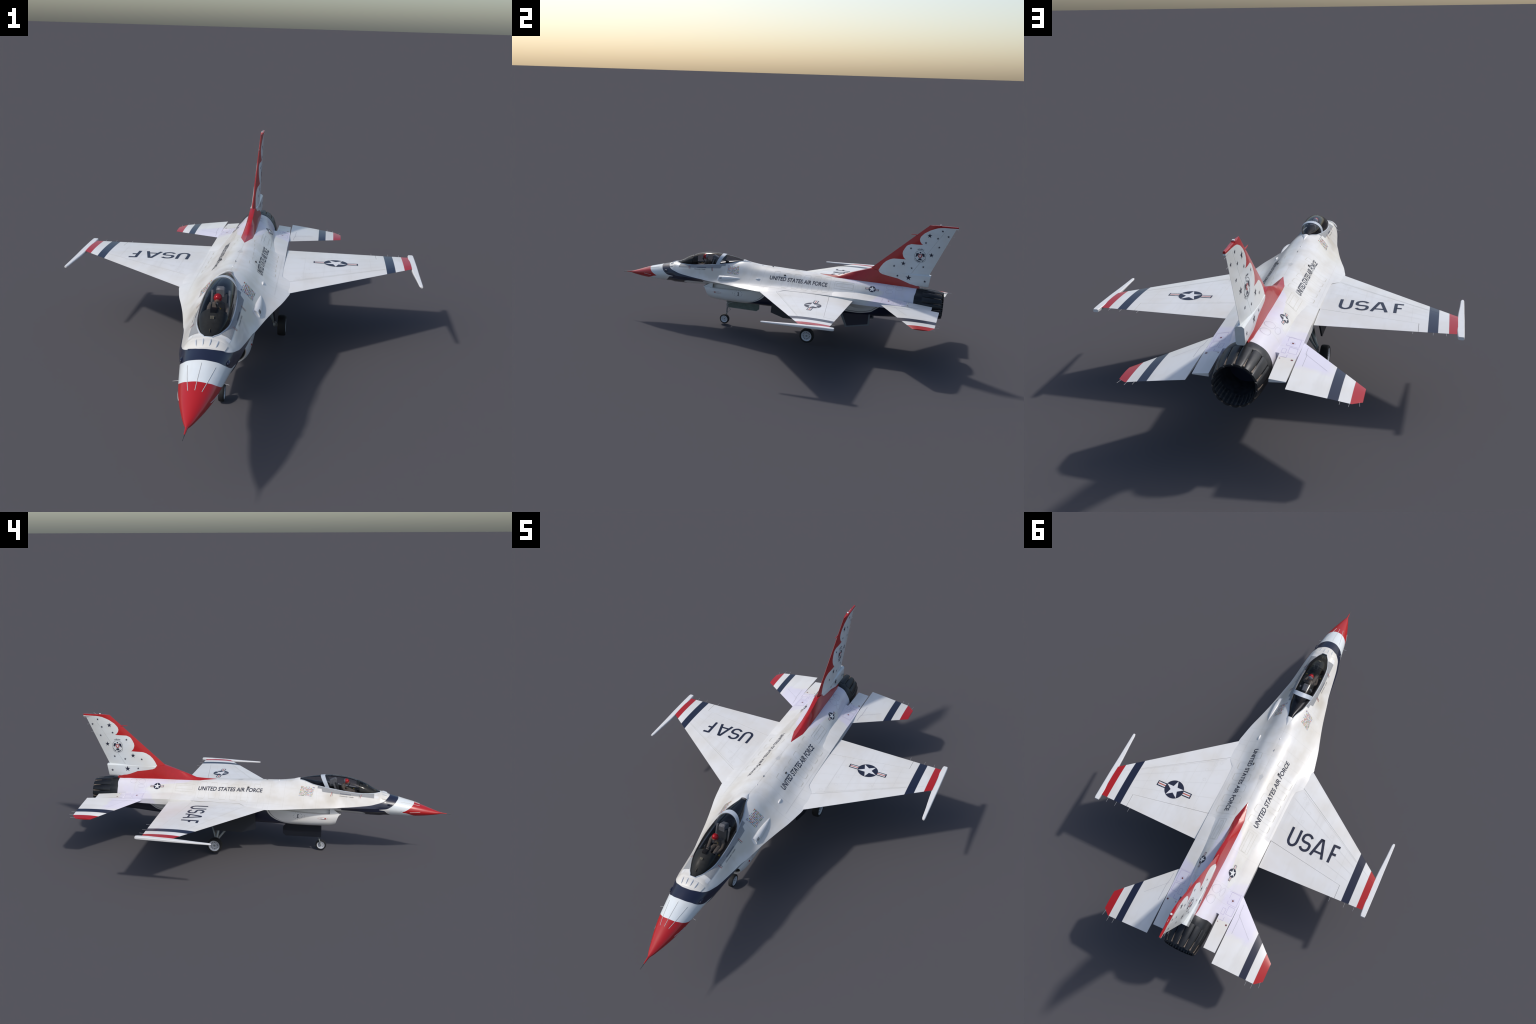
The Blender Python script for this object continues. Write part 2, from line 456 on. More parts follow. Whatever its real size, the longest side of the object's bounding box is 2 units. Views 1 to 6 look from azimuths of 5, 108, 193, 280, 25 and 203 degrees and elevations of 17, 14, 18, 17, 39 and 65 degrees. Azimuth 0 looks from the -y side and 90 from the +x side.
def split_objects(verts, faces, tags, mats, parent, angle=32):
    """one smooth surface cut into named objects that share the whole body's normals"""
    me = bpy.data.meshes.new('whole'); me.from_pydata(verts, [], faces)
    bm = bmesh.new(); bm.from_mesh(me); bmesh.ops.recalc_face_normals(bm, faces=bm.faces); bm.to_mesh(me); bm.free()
    me.polygons.foreach_set('use_smooth', [True]*len(me.polygons))
    me.set_sharp_from_angle(angle=math.radians(angle))
    cn = [tuple(c.vector) for c in me.corner_normals]
    objs = {}
    for tag in dict.fromkeys(tags):
        idx = {}; V = []; F = []; N = []
        for p in me.polygons:
            if tags[p.index] != tag: continue
            f = []
            for li in p.loop_indices:
                vi = me.loops[li].vertex_index
                if vi not in idx: idx[vi] = len(V); V.append(tuple(me.vertices[vi].co))
                f.append(idx[vi]); N.append(cn[li])
            F.append(f)
        m2 = bpy.data.meshes.new(tag); m2.from_pydata(V, [], F)
        m2.polygons.foreach_set('use_smooth', [True]*len(m2.polygons))
        m2.materials.append(mats[tag]); m2.normals_split_custom_set(N)
        objs[tag] = link(bpy.data.objects.new(tag, m2), parent)
    bpy.data.meshes.remove(me)
    return objs

def sill(y):
    _, up, _, _ = fus_ctrl(y); return up[0]

# --------------------------------------------------------------------------
ROOT = bpy.data.objects.new('fighter_jet', None); COL.objects.link(ROOT)
ROOT['label'] = 'white jet fighter with red nose and navy stripes on landing gear'
ROOT['category'] = 'fighter jet'

M_FUS = body_paint()
M_BELLY = M_FUS
M_WING = wing_paint('wing_paint', (.549, .584), .620)
M_STAB = wing_paint('stabilizer_paint', (.280, .312), .347, lav=lambda t, ax, y: t.mul(.55, t.ramp(t.math('ADD', t.mul(t.noise(24, 3), .05), t.math('SUBTRACT', .800, y)), .0, .03), t.inv(t.step(t.coords()[0], 0, .001)), t.inv(t.ramp(t.math('SUBTRACT', ax, t.mul(t.noise(17, 3), .06)), .225, .262))))
M_FIN = fin_paint()
M_PALE = plain('pale_frame_paint', (.55, .60, .66), .4)
M_BLACK = plain('black_trim', (.010, .011, .012), .5)
M_NAVY = plain('navy_paint', NAVY, .32, coat=.25, grain=.2)
M_RED = plain('red_paint', RED, .32, coat=.3)
M_WHITEP = plain('white_paint', WHITE, .35, coat=.2, grain=.05)
M_TYRE = plain('tyre_rubber', (.010, .010, .011), .75)
M_RIM = plain('wheel_alloy', (.62, .64, .68), .4, .1)
M_STEEL = plain('gear_steel', (.33, .36, .36), .4, .3, grain=.3)
M_OLEO = plain('polished_steel', (.7, .72, .73), .2, .9)
M_GREEN = plain('door_interior_primer', (.20, .25, .23), .6, grain=.3)
M_GREY = plain('grey_panel', (.34, .35, .36), .7, grain=.25, scale=400)
M_WICK = plain('wick_grey', (.5, .5, .5), .5)

objs = split_objects(FV, FF, FTAG, {'radome': M_FUS, 'fuselage': M_FUS}, ROOT)
FUS = objs['fuselage']; RADOME = objs['radome']

# --------------------------------------------------------------------------
# air intake and belly
# --------------------------------------------------------------------------
# y, half width, top z, widest z, keel z, squareness of the bottom
BELLY = [
    (-.430, .0850, .2400, .222, .1640, 2.3),
    (-.400, .0890, .2395, .217, .1580, 2.5),
    (-.350, .0930, .2375, .214, .1570, 2.6),
    (-.250, .0930, .2390, .212, .1545, 2.7),
    (-.120, .0925, .2485, .213, .1545, 2.7),
    ( .030, .0925, .2640, .218, .1550, 2.7),
    ( .200, .0970, .2750, .222, .1600, 2.6),
    ( .320, .0980, .2750, .228, .1660, 2.5),
    ( .450, .0960, .2750, .236, .1700, 2.4),
    ( .580, .0910, .2800, .250, .1715, 2.2),
    ( .700, .0870, .2800, .265, .1790, 2.05),
    ( .805, .0835, .2800, .271, .1840, 2.0),
]
def belly_ring(y, n=26, shrink=0.0, rake=0.0):
    w, zt, zw, zb, ex = table(BELLY, y)
    w -= shrink; zb += shrink; zt -= shrink*.8
    pts = []
    for k in range(n+1):                       # lower half, +x to -x
        t = math.pi*k/n; c, s = math.cos(t), math.sin(t)
        pts.append((w*math.copysign(abs(c)**(2/ex), c), zw-(zw-zb)*abs(s)**(2/ex)))
    inner = w*.93
    m = 8                                      # top edge: bulged shoulder, then flat deck
    up = [(-w+(w-inner)*(k/4)**2, zw+(zt-zw)*k/4) for k in range(1, 5)]
    up += [(-inner+2*inner*k/m, zt) for k in range(1, m)]
    up += [(w-(w-inner)*((4-k)/4)**2, zt-(zt-zw)*k/4) for k in range(0, 4)]
    pts += up
    return [(x, y+rake*(max(0, zt-z)/.08)**.45, z) for x, z in pts]
bys = sorted(set(np.round(np.linspace(-.430, .805, 70), 4)))
brings = [belly_ring(y, rake=.032*max(0, 1-(y+.43)/.12)) for y in bys]
lip = belly_ring(-.4275, shrink=.0030, rake=.032)
duct = [belly_ring(-.42+.012*k, shrink=.006+.002*k, rake=.032) for k in range(6)]
allr = duct[::-1]+[lip]+brings
V, F = loft(allr, True, True, True)
ndeep = 6
BV, BF = V, F
mi = []
nc = len(allr[0])
for f in F:
    mi.append(1 if max(f) < nc*(ndeep) else 0)
M_DUCT = plain('intake_duct', (.05, .055, .06), .6)
INTAKE = make('air_intake', V, F, [M_FUS, M_DUCT], ROOT, 40, mi)

# boundary-layer diverter between intake and fuselage
drings = []
for y, w in [(-.400, .006), (-.375, .050), (-.340, .062), (-.20, .070), (-.02, .082)]:
    drings.append([(-w, y, .235), (w, y, .235), (w*1.0, y, .274), (-w*1.0, y, .274)])
V, F = loft(drings, True, True, True)
make('splitter_wall', V, F, M_FUS, INTAKE, 25)
# upper lip plate
pl = []
for sgn in (1, -1):
    a = [(sgn*.0765, -.4270, .2385), (sgn*.0765, -.372, .2385), (sgn*.0700, -.372, .2640), (sgn*.0700, -.385, .2640)]
    b = [(x-sgn*.003, y, z) for x, y, z in a]
    pl.append(loft([a, b], True, True, True))
V, F = mesh_join(pl)
make('intake_lip_plate', V, F, M_WHITEP, INTAKE, 20)

# --------------------------------------------------------------------------
# aft side bodies (shelves) ending in the speed brakes
# --------------------------------------------------------------------------
def shelf(sgn):
    rows = []
    # y, inner x, inner top z, outer x, outer top z, outer bottom z, inner bottom z
    T = [(.345, .080, .312, .1530, .2962, .2750, .262), (.370, .086, .3170, .1558, .2985, .2720, .262), (.440, .089, .3190, .1550, .2980, .2680, .262), (.490, .090, .3185, .1545, .2970, .2662, .260), (.570, .088, .3130, .1545, .2950, .2660, .256),
         (.650, .087, .3060, .1548, .2920, .2675, .256), (.700, .085, .3010, .1535, .2890, .2690, .258), (.749, .084, .2975, .1520, .2870, .2700, .262)]
    for y, xi, zi, xo, zo, zb, zbi in T:
        rows.append([(sgn*(xi-.03), y, zi), (sgn*xi, y, zi), (sgn*(.5*xi+.5*xo), y, .5*(zi+zo)+.001), (sgn*xo, y, zo), (sgn*xo, y, zb), (sgn*(xi-.03), y, zbi)])
    return loft(rows, True, True, True)
def brake(sgn):
    rows = []
    for y, zt, zb in [(.745, .2945, .263), (.82, .2890, .266), (.903, .2815, .272)]:
        xo = .152-.004*(y-.745)/.158
        rows.append([(sgn*.094, y, zt+.002), (sgn*xo, y, zt-.004), (sgn*(xo-.001), y, zb+.003), (sgn*.094, y, zb)])
    return loft(rows, True, True, True)
for sgn in (1, -1):
    V, F = shelf(sgn)
    s = make('aft_side_body', V, F, M_FUS, ROOT, 22)
    V, F = brake(sgn); make('speed_brake', V, F, M_FUS, s, 22)

# --------------------------------------------------------------------------
# wings
# --------------------------------------------------------------------------
def foil(s):
    """half thickness of a thin biconvex section, 0..1 along the chord"""
    return max(.035, 1-abs((s-.42)/(.42 if s < .42 else .58))**2.2)
def surface(sgn, xs, le, te, zmid, half, s0, s1, n=12):
    """closed slab of a lifting surface between chord fractions s0 and s1"""
    rows = []
    for x in xs:
        l, t_ = le(x), te(x); ring = []
        zl = zmid(x, l); zt_ = zmid(x, t_)
        ss = [s0+(s1-s0)*k/n for k in range(n+1)]
        for s in ss: ring.append((sgn*x, l+(t_-l)*s, zl+(zt_-zl)*s+half(x)*foil(s)))
        for s in ss[::-1]: ring.append((sgn*x, l+(t_-l)*s, zl+(zt_-zl)*s-half(x)*foil(s)))
        rows.append(ring)
    return loft(rows, True, True, True)
W_LE = lambda x: -.0407+.788*(x-.1957)
W_TE = lambda x: .4850-.0255*(x-.153)
W_Z = lambda x, y: .2850+.0012*(x-.2)/.45
W_H = lambda x: .0225*(W_TE(x)-W_LE(x))*(1.0 if x > .2 else 1)
XS = [.155+.0495*k for k in range(11)]
for sgn in (1, -1):
    V, F = surface(sgn, [.105]+XS, W_LE, W_TE, W_Z, W_H, .194, .7600)
    w = make('wing', V, F, M_WING, ROOT, 25)
    V, F = surface(sgn, [.150]+[.199+.0451*k for k in range(11)], W_LE, W_TE, W_Z, W_H, 0, .1915)
    make('leading_edge_flap', V, F, M_WING, w, 25)
    V, F = surface(sgn, [.1575]+[.2+.0633*k for k in range(6)], W_LE, W_TE, W_Z, W_H, .7625, 1)
    make('flaperon', V, F, M_WING, w, 25)
    V, F = surface(sgn, [.5178, .56, .60, .65], W_LE, W_TE, W_Z, W_H, .7602, 1)
    make('wing_trailing_edge', V, F, M_WING, w, 25)
    # missile rail on the tip
    rows = []
    for y, xi, xo, zb, zt in [(.1300, .6635, .6725, .2735, .2795), (.1400, .6605, .6735, .2732, .2802), (.20, .6570, .6735, .2735, .2815), (.27, .6515, .6730, .2740, .2838),
                              (.34, .6475, .6730, .2748, .2868), (.44, .6470, .6720, .2762, .2898), (.4900, .6490, .6715, .2770, .2900), (.5000, .6510, .6700, .2778, .2892)]:
        c = .0022
        rows.append([(sgn*a, y, b) for a, b in ((xi, zb+c), (xi+c, zb), (xo-c, zb), (xo, zb+c), (xo, zt-c), (xo-c, zt), (xi+c, zt), (xi, zt-c))])
    V, F = loft(rows, True, True, True)
    make('wingtip_rail', V, F, M_WHITEP, w, 30)
    for xw, yy in ((.50, .010), (.568, 0), (.612, 0)):
        y0 = W_TE(xw)
        V, F = tube([(sgn*xw, y0-.003, .2855), (sgn*xw, y0+.022, .2865)], .0004, 6)
        make('static_wick', V, F, M_WICK, w, 40)

# horizontal stabilizers: swept, drooped, clipped tips
def stab(sgn):
    LE = lambda x: .6340+(x-.1545)*(.8400-.6340)/(.3815-.1545)
    def TE(x):
        return .9472 if x < .352 else .9472-(x-.352)*(.9472-.923)/(.3815-.352)
    Z = lambda x, y: .2835-.0385*(x-.1545)/.227-.006*(y-LE(x))/.313*(1-(x-.1545)/.227)
    H = lambda x: .0050-.0022*(x-.1545)/.227
    return surface(sgn, [.1545]+[.18+.0215*k for k in range(9)]+[.3815], LE, TE, Z, H, 0, 1, 16)
for sgn in (1, -1):
    V, F = stab(sgn)
    st = make('horizontal_stabilizer', V, F, M_STAB, ROOT, 25)
    for xw, dx in ((.318, .0), (.345, .0), (.372, .004)):
        yw = .9472 if xw < .352 else .931
        zw = .2835-.0385*(xw-.1545)/.227
        V, F = tube([(sgn*xw, yw-.003, zw), (sgn*(xw+dx), yw+.022, zw+.001)], .0004, 6)
        make('static_wick', V, F, M_WICK, st, 40)

# --------------------------------------------------------------------------
# vertical fin, rudder, dorsal fairing
# --------------------------------------------------------------------------
FLE = lambda z: .5460+(z-.4415)*(.8510-.5460)/(.7110-.4415)
FTE = lambda z: .8660+(z-.4360)*(.9860-.8660)/(.6950-.4360)
def fin_half(z): return .0142-.0082*(z-.43)/(.28)
def fin_slab(zs, s0, s1, n=12):
    rows = []
    for z in zs:
        l, t_ = FLE(z), FTE(z); ss = [s0+(s1-s0)*k/n for k in range(n+1)]
        ff = lambda s: max(foil(s), min(.26, .26*(s/.02)) if s < .1 else 0)
        ring = [(fin_half(z)*ff(s), l+(t_-l)*s, z) for s in ss]+[(-fin_half(z)*ff(s), l+(t_-l)*s, z) for s in ss[::-1]]
        rows.append(ring)
    return loft(rows, True, True, True)
V, F = fin_slab([.40+.0310*k for k in range(11)], 0, .702)
FIN = make('vertical_fin', V, F, M_FIN, ROOT, 25)
V, F = fin_slab([.430+.0268*k for k in range(11)], .706, 1.0)
make('rudder', V, F, M_FIN, FIN, 25)
rows = []
for y, w in [(.872, .0030), (.880, .0042), (.90, .0046), (.94, .0050), (.985, .0046), (.9995, .0038)]:
    zb = .6975 if y > .87 else .7045-(.87-y)*.0
    rows.append([(-w, y, zb), (w, y, zb), (w, y, .7085), (w*.6, y, .7110), (-w*.6, y, .7110), (-w, y, .7085)])
V, F = loft(rows, True, True, True)
make('fin_cap', V, F, M_FIN, FIN, 30)
# dorsal fairing: a tapering ridge that carries the fin (red)
rows = []
DORSAL = [  # y, ridge z, ridge half width, base half width, base z
    (.2570, .3752, .0004, .0008, .3720), (.3000, .3762, .0008, .0125, .3705), (.3400, .3775, .0015, .0235, .3680), (.3680, .3800, .0030, .0245, .3650),
    (.4200, .3990, .0065, .0250, .3640), (.4800, .4190, .0080, .0245, .3620), (.5460, .4410, .0098, .0240, .3600), (.6000, .4320, .0120, .0225, .3580),
    (.7000, .4100, .0135, .0215, .3560), (.7800, .3850, .0120, .0180, .3520), (.8180, .3640, .0080, .0110, .3480)]
def skin_z(y, x):
    h = half_section(y); return float(np.interp(x, [q[0] for q in h[:20]], [q[1] for q in h[:20]]))
for y, zr, wr, wb, zb in DORSAL:
    zb = min(skin_z(y, wb)-.0002, zr-.001); zr = max(zr, skin_z(y, 0)+.0012)
    zm = zb+.45*(zr-zb); wm = wr+(wb-wr)*.66
    rows.append([(-wb, y, zb), (-wm, y, zm), (-wr, y, zr-.001), (0, y, zr), (wr, y, zr-.001), (wm, y, zm), (wb, y, zb)])
V, F = loft(rows, True, True, True)
make('dorsal_fairing', V, F, M_RED, FIN, 40)
# white actuator fairing at the fin base
rows = []
for y, w, zt, zb in [(.5875, .0085, .4325, .4230), (.5925, .0122, .4358, .4120), (.600, .0138, .4366, .4010), (.613, .0146, .4370, .3935), (.65, .0150, .4368, .3845), (.72, .0152, .4360, .3735), (.80, .0152, .4352, .3695), (.8580, .0150, .4345, .3680)]:
    c = min(.006, .3*(zt-zb))
    rows.append([(-w*.75, y, zb), (-w, y, zb+c), (-w, y, zt-c), (-w*.55, y, zt), (w*.55, y, zt), (w, y, zt-c), (w, y, zb+c), (w*.75, y, zb)])
w, zt = .0150, .4340
rows.append([(-w*.7, .8655, .3680), (-w, .8655, .372), (-w, .8745, zt-.006), (-w*.55, .8755, zt), (w*.55, .8755, zt), (w, .8745, zt-.006), (w, .8655, .372), (w*.7, .8655, .3680)])
V, F = loft(rows, True, True, True)
make('fin_base_fairing', V, F, M_FIN, FIN, 40)
# fittings on the fin
V, F = tube([(0, .905, .7105), (0, .905, .7165)], .0042, 14); make('beacon_light', V, F, M_WHITEP, FIN, 40)
V, F = mesh_join([box(-.006, .006, .8985, .9115, .7098, .7128)]); make('beacon_base', V, F, M_RED, FIN, 20)
V, F = tube([(0, .925, .710), (0, .940, .7195)], .0006, 6); make('whip_antenna', V, F, M_WICK, FIN, 40)
V, F = tube([(0, .790, .6505), (0, .760, .6520), (0, .7480, .6525)], [.0026, .0018, .0004], 8); make('fin_probe', V, F, M_RED, FIN, 40)
for z in (.690, .655, .612):
    V, F = tube([(0, FTE(z)-.003, z), (0, FTE(z)+.015, z-.002)], .0004, 6); make('static_wick', V, F, M_WICK, FIN, 40)

# --------------------------------------------------------------------------
# exhaust nozzle
# --------------------------------------------------------------------------
NZ = .272
M_NOZ = nozzle_metal(); M_NOZIN = plain('nozzle_inside', (.07, .08, .10), .5, .3, grain=.7, scale=60); M_TAN = plain('scorched_seal', (.22, .17, .13), .6)
prof = [(.060, .800), (.0830, .800), (.0845, .806), (.0848, .840), (.0830, .846), (.075, .846), (.068, .90)]
V, F = lathe(prof, 'y', 60, (0, 0, NZ)); NOZ = make('exhaust_nozzle', V, F, M_NOZ, ROOT, 30)
# petals: slightly arched leaves converging to the exit
NP = 15
def petal():
    rows = []; da = math.pi/NP*.93
    for t in (0, .12, .3, .5, .7, .86, .96, 1.0):
        y = .843+t*.105; r = .0828-.0118*t**1.6
        if t > .95: r -= .0012
        row = []
        for k in range(9):
            dd = da*(1 if t < .95 else (.93 if t < 1 else .74)); a = -dd+2*dd*k/8
            rr = r+.0022*max(0, math.cos(a/dd*math.pi/2))**.6 if abs(k-4) < 4 else r-.0008
            row.append((rr*math.sin(a), y, rr*math.cos(a)))
        inner = [((r-.0045)*math.sin(-da+2*da*k/8), y, (r-.0045)*math.cos(-da+2*da*k/8)) for k in range(8, -1, -1)]
        rows.append(row+inner)
    return loft(rows, True, True, True)
pv, pf = petal()
first = make('nozzle_petal', pv, pf, M_NOZ, NOZ, 35)
first.location = (0, 0, NZ)
for k in range(NP):
    if k: ob = first.copy(); link(ob, NOZ)
    else: ob = first
    ob.rotation_euler = (0, 2*math.pi*(k+.5)/NP, 0)
seals = []
for k in range(NP):
    a = 2*math.pi*k/NP; M = Matrix.Translation((0, 0, NZ)) @ Matrix.Rotation(a, 4, 'Y')
    rows = [[(-w, y, r), (w, y, r), (w, y, r-.004), (-w, y, r-.004)] for y, w, r in ((.905, .0004, .0785), (.930, .0012, .0756), (.9435, .0030, .0728))]
    seals.append(transform(loft(rows, True, True, True), M))
V, F = mesh_join(seals); ob = make('petal_seal', V, F, M_TAN, NOZ, 30); ob['kind'] = 'stuff'
prof = [(.0668, .946), (.0672, .92), (.062, .885), (.058, .85), (.056, .78), (.0, .78)]
V, F = lathe(prof, 'y', 60, (0, 0, NZ)); make('nozzle_throat', V, F, M_NOZIN, NOZ, 30)
ribs = []
for k in range(30):
    a = 2*math.pi*k/30; M = Matrix.Translation((0, 0, NZ)) @ Matrix.Rotation(a, 4, 'Y')
    rows = [[(-w, y, r), (w, y, r), (w, y, r-.0018), (-w, y, r-.0018)] for y, w, r in ((.945, .0028, .0670), (.920, .0024, .0672), (.890, .0020, .0622))]
    ribs.append(transform(loft(rows, True, True, True), M))
V, F = mesh_join(ribs); ob = make('nozzle_inner_rib', V, F, plain('rib_grey', (.16, .16, .16), .5, .3, grain=.6, scale=120), NOZ, 30); ob['kind'] = 'stuff'

# --------------------------------------------------------------------------
# ventral fins
# --------------------------------------------------------------------------
M_RIMGREY = plain('grey_edge_paint', (.16, .18, .20), .5)
for sgn in (1, -1):
    def vpt(y, z, off): return (sgn*(.062+(.205-z)*.06+off), y, z)
    out = [(.392, .190), (.4315, .1015), (.5655, .1270), (.568, .195)]
    inn = [(.406, .190), (.4400, .1095), (.5570, .1335), (.559, .195)]
    V = []; 
    for o in (.0022, -.0022): V += [vpt(y, z, o) for y, z in out]
    for o in (.0016, -.0016): V += [vpt(y, z, o) for y, z in inn]
    F = []; mi = []
    for s, (a, b) in enumerate(((0, 8), (4, 12))):
        for k in range(4):
            k2 = (k+1) % 4
            F.append((a+k, a+k2, b+k2, b+k)); mi.append(0)
        F.append((b, b+1, b+2, b+3)); mi.append(1)
    for k in range(4): F.append((k, (k+1) % 4, 4+(k+1) % 4, 4+k)); mi.append(1)
    make('ventral_fin', V, F, [M_RIMGREY, M_NAVY], ROOT, 20, mi)

# --------------------------------------------------------------------------
# canopy
# --------------------------------------------------------------------------
CROWN = [(-.6295, .3535), (-.600, .3660), (-.553, .3935), (-.515, .4095), (-.481, .4215), (-.440, .4300), (-.390, .4330), (-.335, .4310), (-.290, .4250), (-.240, .4155), (-.2025, .4065)]
def crown(y): return float(pchip([c[0] for c in CROWN], [c[1] for c in CROWN], y)[0])-.0012*min(1, max(0, (y+.62)/.08))
def canopy_ring(y, shrink=0.0, n=20, lift=0.0, slant=0.0):
    """arch from sill to sill; slant leans the crown backwards"""
    ring = []
    for k in range(n+1):
        a = math.pi*k/n
        yy = y+slant*math.sin(a)
        xs, zs = sill(yy); zc = crown(yy)
        c, s = math.cos(a), math.sin(a)
        ring.append(((xs-shrink)*(c+.07*math.sin(2*a)*abs(c)**.5), yy, zs+lift+(zc-zs-shrink)*s**.92 if s > 1e-9 else zs+lift))
    return ring
M_GLASS = glass()
cy = list(np.linspace(-.6270, -.2040, 46))
V, F = loft([canopy_ring(y) for y in cy], False)
CAN = make('canopy', V, F, M_GLASS, ROOT, 40)
# hoop between front and rear panes
hoop = []
for y, sh in ((-.3650, .0035), (-.3650, -.0010), (-.3420, -.0010), (-.3420, .0035)):
    hoop.append(canopy_ring(y, sh, 28, slant=.0290))
V, F = loft(hoop+[hoop[0]], False)
make('canopy_hoop', V, F, M_PALE, CAN, 30)
# sill frame
path = [(sgn*sill(y)[0], y, sill(y)[1]) for sgn in (1,) for y in np.linspace(-.204, -.6275, 60)]
path += [(-x, y, z) for x, y, z in path[::-1]]
V, F = tube(path, .0024, 8); make('canopy_sill', V, F, M_PALE, CAN, 50)
# small streamlined cap behind the canopy
rows = []
for y, w, h in [(-.2045, .0150, .0065), (-.196, .0150, .0068), (-.180, .0085, .0042), (-.156, .0008, .0004)]:
    z0 = half_section(y)[0][1]
    rows.append([(w*math.cos(a), y, z0-.004+(h+.004)*math.sin(a)) for a in np.linspace(0, math.pi, 11)])
V, F = loft(rows, True, True, True); make('canopy_tail_cap', V, F, M_WHITEP, CAN, 40)

# cockpit tub
rows = []
for y in np.linspace(-.6275, -.2035, 40):
    xs, zs = sill(y)
    rows.append([(xs-.0005, y, zs), (max(xs-.004, .002), y, .318 if y < -.36 else .352), (-max(xs-.004, .002), y, .318 if y < -.36 else .352), (-xs+.0005, y, zs)])
V, F = loft(rows, False); make('cockpit_tub', V, F, M_BLACK, ROOT, 30)
# rear deck under the aft pane
rows = []
for y in np.linspace(-.352, -.208, 14):
    xs, zs = sill(y); rows.append([((xs-.003)*math.cos(a), y, zs-.004+.55*(crown(y)-zs)*math.sin(a)*(1-.5*(y+.208)/-.144)) for a in np.linspace(0, math.pi, 9)])
V, F = loft(rows, False); make('rear_deck', V, F, plain('deck_black', (.012, .015, .022), .25), ROOT, 40)

# instrument hood with head-up display
M_HOOD = plain('hood_black', (.040, .043, .038), .75, grain=.4, scale=90)
rows = []
for y, f in [(-.622, .78), (-.60, .84), (-.57, .88), (-.545, .90), (-.5205, .90)]:
    xs, zs = sill(y); zc = crown(y); r = []
    for a in np.linspace(0, math.pi, 13):
        c, s = math.cos(a), math.sin(a)
        r.append(((xs-.003)*math.copysign(abs(c)**.8, c), y, zs-.006+(zc-zs)*f*s**.85))
    rows.append(r)
V, F = loft(rows, True, True, True); HOOD = make('instrument_hood', V, F, M_HOOD, ROOT, 30)
V, F = mesh_join([box(-.009, .009, -.537, -.5195, .372, .3985)]); make('head_up_display', V, F, M_BLACK, HOOD, 20)
V, F = mesh_join([box(sx-.0008, sx+.0008, -.519, -.503, .388, .4085) for sx in (-.0095, .0095)]+[box(-.0095, .0095, -.5045, -.503, .3895, .391)])
make('display_frame', V, F, plain('display_frame_grey', (.06, .07, .07), .4), HOOD, 20)
V, F = mesh_join([box(-.0055+.004*i, -.0025+.004*i, -.5575-.0035*j, -.555-.0035*j, .3800-.001*j, .3865-.0018*j) for i in range(3) for j in range(2)])
ob = make('control_button', V, F, plain('button_tan', (.40, .38, .28), .5), HOOD, 20); ob['kind'] = 'stuff'
V, F = mesh_join([box(-.0007, .0007, -.606, -.590, .3560, .3632)])
ob = make('hood_mark', V, F, plain('mark_tan', (.24, .22, .15), .5), HOOD, 20); ob['kind'] = 'stuff'
V, F = box(-.036, .036, -.5195, -.5150, .335, .384); make('instrument_panel', V, F, M_BLACK, ROOT, 20)
V, F = mesh_join([box(s*.0305-.011*.9, s*.0305+.011*.9, -.512, -.385, .335, .3475) for s in (1, -1)])
make('side_console', V, F, M_BLACK, ROOT, 20)
V, F = mesh_join([box(s*.036-.003, s*.036+.003, -.49, -.484, .3475, .352) for s in (1, -1)]); make('yellow_handle', V, F, plain('yellow_paint', (.45, .33, .02), .5), ROOT, 20)

# ejection seat
M_SEAT = plain('seat_grey', (.34, .35, .36), .4, .1, grain=.35); M_SEATD = plain('seat_dark', (.05, .054, .058), .6)
tilt = Matrix.Translation((0, -.39, .36)) @ Matrix.Rotation(math.radians(-20), 4, 'X') @ Matrix.Translation((0, .39, -.36))
V, F = transform(box(-.021, .021, -.408, -.392, .318, .392), tilt)
SEAT = make('ejection_seat', V, F, M_SEATD, ROOT, 20)
head = [[(-.0125, y, z0), (-.0125, y, z1), (-.009, y, z2), (.009, y, z2), (.0125, y, z1), (.0125, y, z0)] for y, z0, z1, z2 in
        [(-.3990, .372, .4075, .4100), (-.3955, .372, .4120, .4150), (-.389, .372, .4150, .4180), (-.362, .372, .4020, .4050)]]
V, F = loft(head, True, True, True); make('headrest', V, F, M_SEAT, SEAT, 30)
V, F = mesh_join([transform(box(s*.0265-.003, s*.0265+.003, -.400, -.392, .33, .403), tilt) for s in (1, -1)]); make('seat_rail', V, F, M_SEAT, SEAT, 20)
V, F = mesh_join([box(-.018, .018, -.465, -.40, .322, .338)]); make('seat_cushion', V, F, M_SEATD, SEAT, 20)

# pilot
M_SUIT = plain('flight_suit', (.22, .185, .15), .85, grain=.4, scale=140); M_SKIN = plain('skin', (.42, .25, .17), .6)
V, F = loft([[(.0001+wx*math.cos(a), y+wy*math.sin(a), z) for a in np.linspace(0, 2*math.pi, 20, False)] for y, z, wx, wy in
             [(-.428, .325, .017, .012), (-.429, .342, .019, .013), (-.432, .360, .0225, .0125), (-.432, .374, .0235, .0115), (-.432, .381, .018, .010), (-.435, .3865, .008, .007)]], True, True, True)
PIL = make('torso', V, F, M_SUIT, None, 50)
PILOT = bpy.data.objects.new('pilot', None); link(PILOT, ROOT); PIL.parent = PILOT
V, F = tube([(0, -.437, .383), (0, -.444, .394)], .0062, 12); make('neck', V, F, M_SKIN, PILOT, 50)
V, F = ellipsoid((0, -.4530, .3975), (.0098, .0115, .0135)); make('head', V, F, M_SKIN, PILOT, 60)
V, F = ellipsoid((0, -.4490, .4015), (.0132, .0148, .0142)); 
vv = [(x, y, z if z > .3945 or y > -.450 else .3945+(z-.3945)*.05) for x, y, z in V]
th = Tree('helmet_paint'); hx, hy, hz = th.coords()
